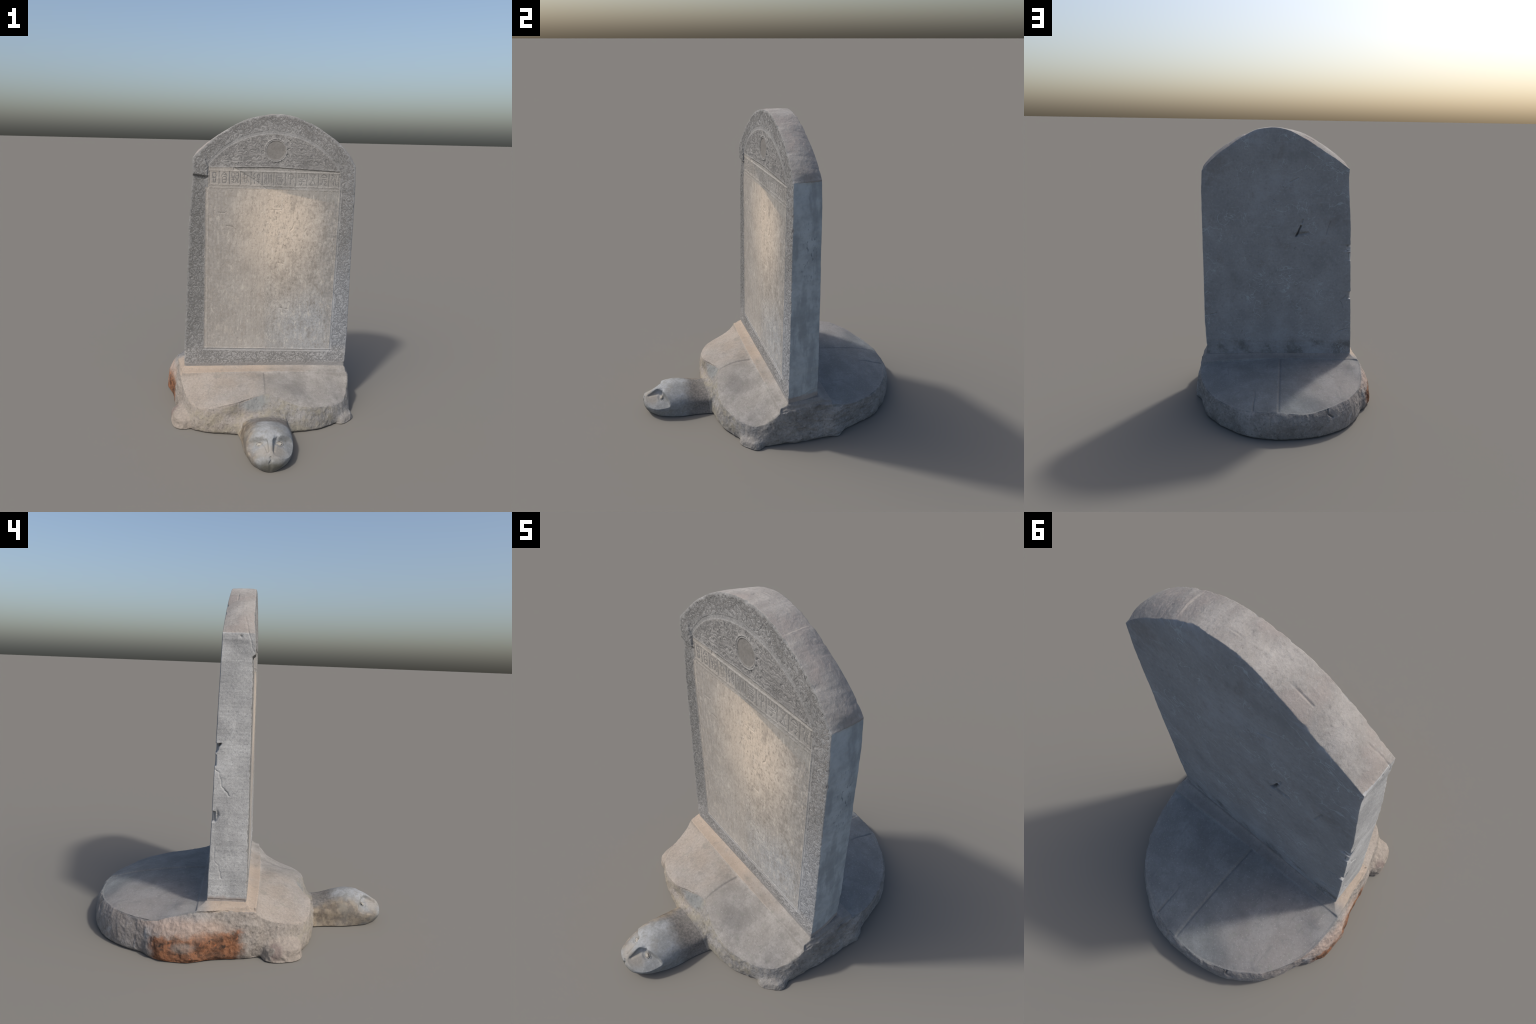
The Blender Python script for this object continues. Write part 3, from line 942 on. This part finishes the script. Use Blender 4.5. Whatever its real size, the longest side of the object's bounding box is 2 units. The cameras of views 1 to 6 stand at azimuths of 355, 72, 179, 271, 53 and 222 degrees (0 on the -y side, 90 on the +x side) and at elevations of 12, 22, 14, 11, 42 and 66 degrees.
def pack(ribs, test, box, rmin, rmax, tries, rnd, gap=.80, **kw):
    g = np.random.default_rng(rnd.randrange(10 ** 6))
    X = g.uniform(box[0], box[1], tries)
    Z = g.uniform(box[2], box[3], tries)
    Rr = np.sort(rmin + (rmax - rmin) * g.random(tries) ** 1.6)[::-1]
    ok = test(X, Z) > Rr * .75
    got = np.zeros((0, 3))
    for x, z, r in zip(X[ok], Z[ok], Rr[ok]):
        if len(got) and (np.hypot(got[:, 0] - x, got[:, 1] - z) < gap * (got[:, 2] + r)).any():
            continue
        got = np.vstack([got, [[x, z, r]]])
        curl(ribs, x, z, r, rnd, **kw)

rv = random.Random(5)
for side in (-1, 1):
    rb = Ribs()
    zz = np.linspace(.36 if side < 0 else .34, 1.585, 60)
    xx = (left_edge(zz) + panel_left(zz)) / 2 - .002 if side < 0 else (right_front(zz) + panel_right(zz) + .014) / 2
    path = np.stack([xx, zz], 1)
    stem = [(x + .024 * math.sin(2 * math.pi * z / .150 + .6 * math.sin(z * 9)), z) for x, z in path]
    rb.add(stem, .0050, .0022)
    pack(rb, border_clear, (-.52, -.37, .32, 1.60) if side < 0 else (.48, .61, .30, 1.60), .012, .030, 6000, rv, width=.0050, height=.0024)
    pack(rb, border_clear, (-.52, -.37, .32, 1.60) if side < 0 else (.48, .61, .30, 1.60), .006, .012, 2500, rv, gap=.85, width=.0034, height=.0016)
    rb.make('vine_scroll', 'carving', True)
rb = Ribs()
xx = np.linspace(-.40, .50, 60)
rb.add([(x, .362 - .016 * (x + .4) + .017 * math.sin(2 * math.pi * x / .118)) for x in xx], .005, .0018)
pack(rb, border_clear, (-.43, .53, .31, .42), .010, .024, 3500, rv, width=.0046, height=.0020)
pack(rb, border_clear, (-.43, .53, .31, .42), .006, .011, 1500, rv, gap=.85, width=.0032, height=.0014)
rb.make('vine_scroll', 'carving', True)
rb = Ribs()
xx = np.linspace(-.41, .565, 90)
for ph, am in ((0, .026), (2.1, .018)):
    mid = arch_front(xx) * .55 + np.maximum(lunette_arc(xx) + .03, 1.60) * .45
    rb.add([(x, z + am * math.sin(2 * math.pi * x / .21 + ph)) for x, z in zip(xx, mid)], .0062, .0022)
pack(rb, border_clear, (-.46, .60, 1.60, 1.99), .012, .034, 9000, rv, width=.0052, height=.0026)
pack(rb, border_clear, (-.46, .60, 1.60, 1.99), .006, .013, 4000, rv, gap=.85, width=.0034, height=.0016)
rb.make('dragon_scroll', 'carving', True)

# clouds round the sun disc
def cloud(ribs, cx, cz, w, h, flip, rnd):
    """one curled cloud: lobed upper line, wavy lower line and a scroll at the head"""
    n = max(2, int(w / .030))
    up = []
    for i in range(n * 6 + 1):
        t = i / (n * 6)
        up.append((cx + flip * (t - .5) * w, cz + h * (.25 + .75 * abs(math.sin(math.pi * n * t))) * (1 - .55 * t)))
    ribs.add(up, .0060, .0030)
    ribs.add([(cx - flip * .5 * w, cz - .2 * h), (cx - flip * .1 * w, cz - .5 * h), (cx + flip * .25 * w, cz - .1 * h), (cx + flip * .62 * w, cz - .3 * h)], .0045, .002)
    ribs.add(spiral(cx - flip * .42 * w, cz + .1 * h, h * .62, 1.3, rnd.uniform(0, 6), flip), .0042, .0022)

occupied = []
placed = 0
rc = random.Random(11)
tries = 0
while placed < 26 and tries < 3000:
    tries += 1
    cx = rc.uniform(-.20, .34)
    cz = rc.uniform(1.672, 1.85)
    w, h = rc.uniform(.06, .12), rc.uniform(.018, .028)
    if cz + h > min(float(lunette_arc(cx + k * w * .6)) for k in (-1, 0, 1)) - .008:
        continue
    dx = max(abs(cx - DISC[0]) - w * .6, 0)
    if math.hypot(dx, cz - DISC[1]) < .092:
        continue
    if any(abs(cx - a) < (w + b) * .5 and abs(cz - c) < (h + e) * .75 for a, b, c, e in occupied):
        continue
    occupied.append((cx, w, cz, h))
    rb = Ribs()
    cloud(rb, cx, cz, w, h, 1 if cx > DISC[0] else -1, rc)
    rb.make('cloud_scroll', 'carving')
    placed += 1

def lunette_clear(x, z):
    c = np.minimum(np.minimum((lunette_arc(x) - z) * .85 - .006, z - lunette_base(x) - .006), np.hypot(x - DISC[0], z - DISC[1]) - .098)
    for a, w, b, h in occupied:
        c = np.minimum(c, np.maximum(np.abs(x - a) - w * .55, np.abs(z - b) - h * 1.0) + .004)
    return c

rb = Ribs()
pack(rb, lunette_clear, (-.36, .47, 1.65, 1.88), .009, .022, 7000, rc, width=.0046, height=.0024)
pack(rb, lunette_clear, (-.36, .47, 1.65, 1.88), .005, .010, 3000, rc, gap=.85, width=.0032, height=.0015)
rb.make('lunette_scroll', 'carving', True)
# ring of small curls hugging the disc
rb = Ribs()
for i in range(13):
    a = 2 * math.pi * i / 13 + rc.uniform(-.08, .08)
    rb.add(spiral(DISC[0] + .087 * math.cos(a), DISC[1] + .088 * math.sin(a), .0135, 1.2, a + math.pi, 1 if i % 2 else -1, 18), .0055, .0030)
rb.make('curl_ring', 'carving', True)

# seal-script title: twelve characters in framed cells; strokes in cell units (0..1, z up)
DIV = [-.354, -.291, -.224, -.153, -.084, -.010, .065, .140, .210, .284, .359, .429, .496]
GLYPHS = [
    [[(.2, .9), (.8, .9)], [(.3, .9), (.25, .65), (.4, .55)], [(.7, .9), (.75, .65), (.6, .55)], [(.2, .5), (.8, .5)], [(.35, .42), (.35, .12), (.65, .12), (.65, .42)]],
    [[(.15, .62), (.35, .85), (.5, .93), (.68, .85), (.85, .62)], [(.3, .75), (.7, .75)], [(.28, .55), (.28, .12), (.5, .06), (.72, .12), (.72, .55), (.28, .55)], [(.28, .33), (.72, .33)]],
    [[(.12, .9), (.42, .9), (.42, .62), (.12, .62), (.12, .9)], [(.12, .5), (.45, .5)], [(.12, .36), (.45, .36)], [(.28, .62), (.28, .2)], [(.6, .9), (.9, .9), (.9, .45), (.6, .45), (.6, .9)], [(.6, .68), (.9, .68)], [(.66, .45), (.58, .1)], [(.8, .45), (.8, .15), (.95, .12)], [(.1, .18), (.45, .08)]],
    [[(.15, .8), (.5, .8)], [(.32, .95), (.32, .15)], [(.15, .5), (.5, .45)], [(.6, .6), (.6, .1)], [(.75, .7), (.75, .3), (.92, .15)]],
    [[(.25, .92), (.12, .75), (.3, .6), (.15, .42), (.3, .3)], [(.7, .9), (.55, .7), (.7, .52), (.86, .7), (.7, .9)], [(.55, .42), (.86, .42)], [(.55, .25), (.86, .25)], [(.7, .5), (.7, .08)], [(.22, .3), (.22, .06)]],
    [[(.12, .9), (.12, .1)], [(.3, .9), (.3, .1)], [(.5, .95), (.5, .08)], [(.7, .9), (.7, .1)], [(.88, .9), (.88, .1)], [(.12, .55), (.3, .55)], [(.7, .55), (.88, .55)]],
    [[(.2, .92), (.8, .92)], [(.12, .78), (.88, .78)], [(.2, .64), (.8, .64)], [(.2, .5), (.8, .5), (.85, .3)], [(.3, .36), (.3, .08), (.68, .08), (.68, .36), (.3, .36)], [(.12, .78), (.12, .2)]],
    [[(.2, .7), (.25, .88), (.5, .95), (.75, .88), (.8, .7), (.7, .56), (.5, .52), (.3, .56), (.2, .7)], [(.5, .95), (.5, .06)]],
    [[(.2, .95), (.2, .72)], [(.5, .98), (.5, .75)], [(.8, .95), (.8, .72)], [(.12, .66), (.88, .66), (.88, .52)], [(.3, .55), (.5, .45), (.72, .55)], [(.15, .36), (.85, .36)], [(.5, .45), (.55, .2), (.4, .06), (.25, .12)]],
    [[(.12, .92), (.88, .92)], [(.2, .92), (.45, .62), (.55, .48), (.8, .12)], [(.8, .92), (.55, .62), (.45, .48), (.2, .12)], [(.08, .10), (.92, .10)]],
    [[(.12, .72), (.2, .88), (.5, .95), (.8, .88), (.88, .72)], [(.28, .74), (.72, .74)], [(.2, .58), (.8, .58)], [(.38, .58), (.32, .3), (.1, .12)], [(.58, .58), (.58, .38), (.86, .4), (.62, .12), (.9, .1)]],
    [[(.15, .88), (.3, .95), (.36, .8), (.2, .62), (.3, .4)], [(.5, .9), (.56, .6), (.42, .3), (.48, .1)], [(.72, .92), (.82, .8), (.70, .5), (.72, .2), (.88, .1)]],
]
for i, g in enumerate(GLYPHS):
    xa, xb = DIV[i] + .010, DIV[i + 1] - .008
    za, zb = float(title_bot((xa + xb) / 2)) + .007, float(title_top((xa + xb) / 2)) - .007
    rb = Ribs()
    for st in g:
        pts = [(xa + (xb - xa) * px, za + (zb - za) * pz) for px, pz in st]
        rb.add(pts, .0046, .0024, smooth_it=len(pts) > 4 or (len(pts) == 3))
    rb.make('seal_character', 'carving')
rb = Ribs()
for xd in DIV[:]:
    rb.add([(xd, float(title_bot(xd)) + .002), (xd + .001, float(title_top(xd)) - .002)], .0045, .0024, smooth_it=False)
rb.make('title_divider', 'carving', True)

RELIEF -= GROOVE

def rear_relief(x, z):
    P = xyz(x, 0 * x + 5, z)
    X, Z = np.ravel(x), np.ravel(z)
    h = .0014 * fbm(P, 6, 3, seed=90) + .0004 * fbm(P, 70, 2, seed=91)
    wj = .004 * gnoise(P, 40, 97)
    gash = np.exp(-(polydist(X + wj, Z, [(-.083, 1.216), (-.096, 1.240), (-.105, 1.265), (-.116, 1.292)]) / .0052) ** 2) * .026
    gash += np.exp(-(polydist(X, Z, [(-.124, 1.315), (-.131, 1.339)]) / .005) ** 2) * .008
    gash += np.exp(-(polydist(X, Z, [(-.09, 1.228), (-.13, 1.236), (-.169, 1.242)]) / .009) ** 2) * .009
    for pts in ([(-.029, 1.611), (-.06, 1.63), (-.092, 1.645)], [(-.303, 1.226), (-.317, 1.281), (-.335, 1.331)],
                [(-.448, .672), (-.437, .709), (-.421, .724), (-.47, .762)], [(.557, .605), (.511, .616)], [(-.073, 1.123), (-.083, 1.133)],
                [(-.40, .461), (-.419, .483), (-.487, .505)], [(.322, .459), (.315, .477)], [(.085, 1.483), (.071, 1.469)]):
        gash += np.exp(-(polydist(X, Z, pts) / .003) ** 2) * .005
    h -= gash
    foot_line = .400 + .035 * gnoise(xyz(X, 0, 0), 3.2, 95) + .012 * gnoise(xyz(X, 0, Z), 22, 96)
    h -= .0015 * sstep(foot_line, foot_line - .015, Z)
    return h.reshape(np.shape(x))

def build_slab():
    NU, NV, NW = 430, 690, 62
    u = np.linspace(0, 1, NU)
    v = np.linspace(0, 1, NV)
    U, Vv = np.meshgrid(u, v)              # rows v, columns u
    def sheet(arch, rightf, seed, amp):
        xt = left_edge(1.72) + (rightf(1.69) - left_edge(1.72)) * u
        zt = arch(xt) + amp * fbm(xyz(u * 1.2, 0 * u + seed, 0 * u), 14, 4, .6, seed=seed)
        Z = Z0 + Vv * (zt[None] - Z0)
        nz = xyz(0 * Z + seed, 0 * Z, Z)
        XL = left_edge(Z) + (amp * fbm(nz, 12, 4, .6, seed=seed + 1)).reshape(Z.shape)
        XR = rightf(Z) + (amp * fbm(nz, 12, 4, .6, seed=seed + 2)).reshape(Z.shape)
        X = XL + (XR - XL) * U
        D = np.minimum(np.minimum(X - XL, XR - X), (zt[None] - Z) * .8)
        return X, Z, D
    Xf, Zf, Df = sheet(arch_front, right_front, 101, .0022)
    Xb, Zb, Db = sheet(arch_back, right_back, 131, .0035)
    Yf = front_surface(Xf, Zf)
    chip = np.clip(fbm(xyz(Xf, 0, Zf), 30, 3, seed=111), 0, 1).reshape(Xf.shape)
    Yf = Yf + (.003 + .010 * chip) * np.exp(-Df / .006)
    Yb = rear_y(Zb) + rear_relief(Xb, Zb) - .010 * np.clip(1.5 - Zb, 0, 1) * np.clip((Xb + .5) / 1.1, 0, 1)
    chipb = np.clip(fbm(xyz(Xb, 7, Zb), 16, 3, seed=141), 0, 1).reshape(Xb.shape)
    crown = sstep(1.66, 1.74, Zb)
    Yb = Yb - (.004 + .010 * chipb * (.35 + crown)) * np.exp(-Db / (.006 + .006 * crown))
    front = np.stack([Xf, Yf, Zf], 2).reshape(-1, 3)
    back = np.stack([Xb, Yb, Zb], 2).reshape(-1, 3)
    idx = np.arange(NU * NV).reshape(NV, NU)
    loop = np.concatenate([idx[0, :-1], idx[:-1, -1], idx[-1, :0:-1], idx[:0:-1, 0]])
    pf, pb = front[loop], back[loop]
    nl = len(loop)
    tang = np.roll(pf, -1, 0) - np.roll(pf, 1, 0)
    out = np.stack([tang[:, 2], 0 * tang[:, 0], -tang[:, 0]], 1)
    out /= np.maximum(np.linalg.norm(out, axis=1, keepdims=True), 1e-9)
    layers = []
    notch_a = [(.140, 1.135), (.118, 1.143), (.112, 1.150)]
    for k in range(1, NW):
        t = k / NW
        p = pf * (1 - t) + pb * t
        jy, jz = .006 * gnoise(p, 45, 181) + .006 * gnoise(p, 18, 183), .008 * gnoise(p, 45, 182)
        win = np.sin(np.pi * t) ** .5
        top = sstep(1.66, 1.72, p[:, 2])
        d = win * ((.0016 + .0020 * top) * fbm(p, 11, 4, .55, seed=160) + (.0006 + .0004 * top) * ridged(p, 40, 2, seed=165))
        Y, Zc = p[:, 1], p[:, 2]
        lf = (p[:, 0] < -.3)
        cut = np.zeros(nl)
        for pts, w, dep in (([(.137, 1.021), (.116, 1.008), (.103, .97), (.094, .929), (.065, .901), (.057, .885)], .0035, .008),
                            ([(.123, .601), (.125, .523), (.102, .503), (.09, .46), (.085, .434)], .003, .006),
                            ([(.005, 1.794), (-.004, 1.771), (-.014, 1.738), (-.026, 1.695), (-.033, 1.664), (-.046, 1.627)], .003, .005),
                            ([(.119, .811), (.110, .775), (.122, .75)], .006, .016)):
            cut += .65 * dep * np.exp(-(polydist(Y + jy, Zc + jz, pts) / w) ** 2) * np.clip(.6 + 1.2 * gnoise(p, 24, 184), 0, 1)
        cut += .035 * sstep(1.158, 1.154, Zc + jz) * sstep(1.105, 1.112, Zc + jz) * sstep(.100 + (1.155 - Zc) * .6, .108 + (1.155 - Zc) * .6, Y + jy)
        cut += .014 * sstep(1.10, 1.09, Zc) * sstep(1.033, 1.045, Zc) * sstep(.126, .132, Y)
        cut += .016 * sstep(.80, .79, Zc) * sstep(.735, .745, Zc) * sstep(.120, .130, Y)
        cut += .003 * sstep(.318, .312, Zc + .006 * gnoise(p, 40, 171))
        cut += .006 * np.exp(-((Y - .02) ** 2 + (Zc - 1.70) ** 2) / .006 ** 2)
        d = d - np.where(lf, cut, 0)
        ear = 1 - np.exp(-((p[:, 0] + .46) ** 2 + (Zc - 1.715) ** 2) / .035 ** 2)
        d = d + ear * np.sin(np.pi * t) * (.010 * top * sstep(1.99, 1.80, Zc) + .003 * top + .004 * top * (p[:, 0] > .3) + .007 * (p[:, 0] > .5) * sstep(1.65, 1.4, Zc))
        ck = [(-.2, .055), (-.05, .06), (.08, .052), (.2, .062)]
        d -= top * .004 * np.exp(-(polydist(p[:, 0], Y, ck) / .003) ** 2) * sstep(-.2, .3, gnoise(p, 9, 175))
        rg = (p[:, 0] > .5) & (Zc < 1.6)
        d -= np.where(rg, .004 * sstep(.34 + .25 * (Y - .05) , .33 + .25 * (Y - .05), Zc + .008 * gnoise(p, 20, 177)), 0)
        layers.append(p + out * d[:, None])
    # carry the notches into the rear sheet's left margin
    Zc = back[:, 2]
    mar = np.exp(-(back[:, 0] - left_edge(Zc)) / .02)
    bite = .030 * sstep(1.158, 1.152, Zc) * sstep(1.105, 1.115, Zc) + .014 * sstep(1.10, 1.09, Zc) * sstep(1.033, 1.045, Zc) + .014 * sstep(.80, .79, Zc) * sstep(.735, .745, Zc)
    back[:, 1] -= .6 * bite * mar
    back[:, 0] += bite * mar
    V = np.vstack([front, back] + layers)
    nf = NU * NV
    q = np.stack([idx[:-1, :-1], idx[:-1, 1:], idx[1:, 1:], idx[1:, :-1]], 2).reshape(-1, 4)
    rows = [loop] + [2 * nf + k * nl + np.arange(nl) for k in range(NW - 1)] + [nf + loop]
    side = []
    for a, b in zip(rows[:-1], rows[1:]):
        side.append(np.stack([a, b, np.roll(b, -1), np.roll(a, -1)], 1))
    side = np.concatenate(side)
    F = np.concatenate([q, nf + q[:, ::-1], side])
    region = np.zeros(len(F), int)
    C = V[F].mean(1)
    zf = zones(C[:, 0], C[:, 2])
    nq = len(q)
    region[:nq] = 10 + zf[:nq]
    region[nq:2 * nq] = 1
    sc = C[2 * nq:]
    shoulder = 1.675 + (.604 - sc[:, 0]) / 1.064 * .041
    region[2 * nq:] = np.where(sc[:, 2] > shoulder + .001, 3, 2)
    N = vertex_normals(V, F)
    return V, F, N, region

# ---------------------------------------------------------------- slab materials
def slab_stone(kind):
    M = Mat('slab_' + kind)
    x, y, z = M.axis(0), M.axis(1), M.axis(2)
    pal = {'panel': ((149, 147, 143), (117, 115, 112), (171, 169, 165)),
           'border': ((134, 134, 133), (104, 104, 103), (158, 158, 157)),
           'title': ((144, 142, 138), (114, 112, 108), (164, 162, 158)),
           'lunette': ((136, 135, 133), (106, 105, 104), (158, 157, 154)),
           'disc': ((120, 118, 115), (94, 92, 88), (142, 140, 136)),
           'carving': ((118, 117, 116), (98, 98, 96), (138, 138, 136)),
           'side': ((170, 170, 169), (130, 131, 131), (196, 197, 196)),
           'crown': ((149, 145, 140), (119, 116, 112), (168, 164, 159)),
           'rear': ((142, 143, 144), (124, 125, 126), (158, 160, 162))}[kind]
    b, d, l = (lin(*p) for p in pal)
    amt = .35 if kind == 'rear' else .55
    c, g = mottled(M, b, d, l, 110 if kind in ('side', 'border', 'lunette') else 70, 6, amt, amt * .9)
    strength = .35
    bump = M.noise(160, 6, .7)
    if kind == 'panel':
        # pale warm middle fading into blue-grey towards the foot and the right
        wob = .55
        warm = M.blob((.11, -.05, 1.24), (.25, 1, .42), .85, wob, 5)
        hot = M.blob((.10, -.05, 1.33), (.22, 1, .28), .8, wob, 6)
        streak = M.noise(46, 5, .68, vec=M.mapping(scale=(1, 1, .42)))
        c = M.mix(M.math('MULTIPLY', warm, .60), c, M.mix(M.ramp(g, .4, .64), lin(184, 172, 157), lin(150, 140, 128)))
        c = M.mix(M.math('MULTIPLY', hot, .55), c, lin(208, 193, 175))
        cool = M.blob((.40, -.05, .52), (.26, 1, .24), .7, .5, 5)
        c = M.mix(M.math('MULTIPLY', cool, .5), c, M.mix(M.ramp(g, .36, .64), lin(162, 168, 174), lin(132, 138, 144)))
        rim = M.math('MAXIMUM', M.ramp(M.math('ADD', x, M.math('MULTIPLY', M.math('SUBTRACT', M.noise(9, 4, .6), .5), .10)), -.10, -.38), M.ramp(M.math('ADD', x, M.math('MULTIPLY', M.math('SUBTRACT', M.noise(9, 4, .6), .5), .10)), .36, .53))
        c = M.mix(M.math('MULTIPLY', rim, .75), c, M.mix(M.ramp(g, .36, .64), lin(139, 137, 134), lin(113, 112, 110)))
        c = M.mix(M.math('MULTIPLY', M.ramp(z, .66, .45), .35), c, lin(156, 155, 153))
        # greyer corner above the slanting edge at the upper right
        edge = M.math('ADD', z, M.math('MULTIPLY', x, .19))
        cor = M.math('MULTIPLY', M.ramp(edge, 1.516, 1.526), M.ramp(x, .06, .20))
        c = M.mix(M.math('MULTIPLY', cor, .75), c, lin(138, 137, 133))
        c = M.mix(M.math('MULTIPLY', M.ramp(streak, .54, .70), .45), c, lin(120, 114, 106))
        c = M.mix(M.math('MULTIPLY', M.ramp(streak, .46, .32), .35), c, lin(200, 194, 184))
        glyph = M.noise(75, 4, .65, vec=M.mapping(scale=(1, 1, .7)))
        c = M.mix(M.math('MULTIPLY', M.ramp(glyph, .53, .68), .55), c, lin(116, 110, 102))
        patch = M.noise(16, 6, .7, vec=M.mapping(scale=(1, 1, .6)))
        c = M.mix(M.math('MULTIPLY', M.ramp(patch, .52, .68), .4), c, lin(118, 113, 107))
        c = M.mix(M.math('MULTIPLY', M.ramp(patch, .46, .32), .3), c, lin(186, 178, 167))
        bump = M.math('ADD', M.math('MULTIPLY', streak, 1.0), M.math('MULTIPLY', bump, .8))
        strength = .45
    if kind in ('border', 'lunette', 'carving', 'title'):
        pat = M.noise(62, 4, .62, dist=1.8)
        c = M.mix(M.math('MULTIPLY', M.ramp(pat, .52, .64), .45), c, d)
        c = M.mix(M.math('MULTIPLY', M.ramp(pat, .46, .34), .25), c, l)
        bump = M.math('ADD', pat, M.math('MULTIPLY', bump, .6))
        strength = .6
        cool = M.blob((.56, -.05, .55), (.20, 1, .45), .7, .4, 5)
        lf = M.math('MULTIPLY', M.ramp(x, -.30, -.40), M.math('MULTIPLY', M.ramp(z, .42, .62), M.ramp(z, 1.75, 1.5)))
        rt = M.math('MULTIPLY', M.ramp(x, .52, .60), M.ramp(z, .5, .8))
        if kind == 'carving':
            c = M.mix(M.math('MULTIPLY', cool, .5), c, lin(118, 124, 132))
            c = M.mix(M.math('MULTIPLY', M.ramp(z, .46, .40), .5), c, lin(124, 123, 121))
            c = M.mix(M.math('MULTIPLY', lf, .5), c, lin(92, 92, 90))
        else:
            c = M.mix(M.math('MULTIPLY', cool, .35), c, lin(150, 158, 168))
            c = M.mix(M.math('MULTIPLY', M.ramp(z, .46, .40), .45), c, lin(164, 162, 160))
            c = M.mix(M.math('MULTIPLY', lf, .55), c, lin(112, 112, 111))
            c = M.mix(M.math('MULTIPLY', rt, .35), c, lin(116, 120, 124))
    if kind in ('title', 'panel'):
        spall = M.math('MULTIPLY', M.ramp(M.math('ADD', z, M.math('MULTIPLY', x, .65)), 1.535, 1.525), M.ramp(x, .06, .0))
        c = M.mix(M.math('MULTIPLY', spall, .3), c, lin(168, 160, 150))
    if kind == 'side':
        sp = M.noise(75, 5, .7)
        c = M.mix(M.math('MULTIPLY', M.ramp(sp, .54, .68), .55), c, lin(112, 116, 118))
        right = M.ramp(x, .3, .5)
        rb = M.mix(M.ramp(M.noise(14, 5, .6), .35, .68), lin(172, 180, 184), lin(146, 154, 158))
        c = M.mix(M.math('MULTIPLY', right, .8), c, rb)
        rs = M.noise(11, 4, .6, vec=M.mapping(scale=(1, 1.6, .35)))
        c = M.mix(M.math('MULTIPLY', M.math('MULTIPLY', right, M.ramp(rs, .48, .64)), .5), c, lin(128, 134, 137))
        blot = M.math('MULTIPLY', right, M.blob((.6, .05, 1.28), (.3, .05, .17), .5, .6, 9))
        c = M.mix(M.math('MULTIPLY', M.math('MULTIPLY', blot, M.ramp(M.noise(52, 4, .6, vec=M.mapping(scale=(1, 1.3, .6))), .57, .64)), .6), c, lin(88, 98, 104))
        mortar = M.ramp(M.math('ADD', z, M.math('MULTIPLY', M.math('SUBTRACT', M.noise(20, 4, .6), .5), .05)), .335, .315)
        c = M.mix(M.math('MULTIPLY', mortar, .6), c, lin(146, 132, 122))
        strength = .5
    if kind == 'crown':
        pk = M.ramp(M.noise(6, 4, .6), .48, .64)
        c = M.mix(M.math('MULTIPLY', pk, .3), c, lin(164, 152, 146))
        dk = M.ramp(M.noise(12, 6, .7, vec=M.mapping(scale=(1, 2.5, 1))), .56, .70)
        c = M.mix(M.math('MULTIPLY', dk, .3), c, lin(112, 109, 107))
        strength = .6
    if kind == 'rear':
        br = M.ramp(M.noise(5, 4, .6), .56, .70)
        c = M.mix(M.math('MULTIPLY', br, .45), c, lin(118, 112, 108))
        sc = M.noise(30, 3, .6, vec=M.mapping(scale=(.25, 1, 1.6), rot=(0, .6, 0)))
        c = M.mix(M.math('MULTIPLY', M.ramp(sc, .62, .70), .4), c, lin(150, 156, 160))
        foot_l = M.math('ADD', z, M.math('MULTIPLY', M.math('SUBTRACT', M.noise(6, 5, .65), .5), .14))
        c = M.mix(M.math('MULTIPLY', M.math('MULTIPLY', M.ramp(foot_l, .425, .38), M.ramp(M.noise(7, 6, .7), .44, .62)), .75), c, lin(98, 97, 95))
        gs = M.blob((-.115, .13, 1.237), (.055, .2, .020), .6, .9, 22)
        c = M.mix(M.math('MULTIPLY', gs, .4), c, lin(88, 86, 80))
        gt = M.noise(60, 5, .7)
        c = M.mix(M.math('MULTIPLY', M.ramp(gt, .54, .66), .4), c, lin(114, 115, 116))
        c = M.mix(M.math('MULTIPLY', M.ramp(gt, .45, .34), .35), c, lin(164, 167, 170))
        mt = M.noise(3.2, 6, .68)
        c = M.mix(M.math('MULTIPLY', M.ramp(mt, .50, .66), .5), c, lin(122, 123, 124))
        c = M.mix(M.math('MULTIPLY', M.ramp(mt, .46, .32), .5), c, lin(156, 159, 163))
        vn = M.math('ABSOLUTE', M.math('SUBTRACT', M.noise(7, 3, .55, dist=.6), .5))
        vein = M.math('MULTIPLY', M.ramp(vn, .012, .0), M.ramp(M.noise(4, 3, .5), .44, .58))
        c = M.mix(M.math('MULTIPLY', vein, .6), c, lin(170, 178, 182))
        strength = .25
    if kind == 'border':
        lf = M.ramp(z, .345, .315)
        c = M.mix(M.math('MULTIPLY', lf, .35), c, lin(112, 108, 104))
    return M.finish(c, bump, strength, .004)

SM = {k: slab_stone(k) for k in ('panel', 'border', 'title', 'lunette', 'disc', 'carving', 'side', 'crown', 'rear')}
sV, sF, sN, sR = build_slab()
slab = split_parts(sV, sF, sN, sR, {
    1: ('stone_slab', SM['rear'], None),
    2: ('slab_side', SM['side'], 1), 3: ('slab_crown', SM['crown'], 1),
    10: ('carved_border', SM['border'], 1), 11: ('inscription_panel', SM['panel'], 1),
    12: ('title_band', SM['title'], 1), 13: ('lunette_field', SM['lunette'], 1), 14: ('sun_disc', SM['disc'], 1)}, ROOT)
SLAB = slab[1]
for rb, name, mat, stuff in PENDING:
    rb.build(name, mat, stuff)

print('objects', len(bpy.data.objects), 'faces', sum(len(o.data.polygons) for o in bpy.data.objects if o.type == 'MESH'))
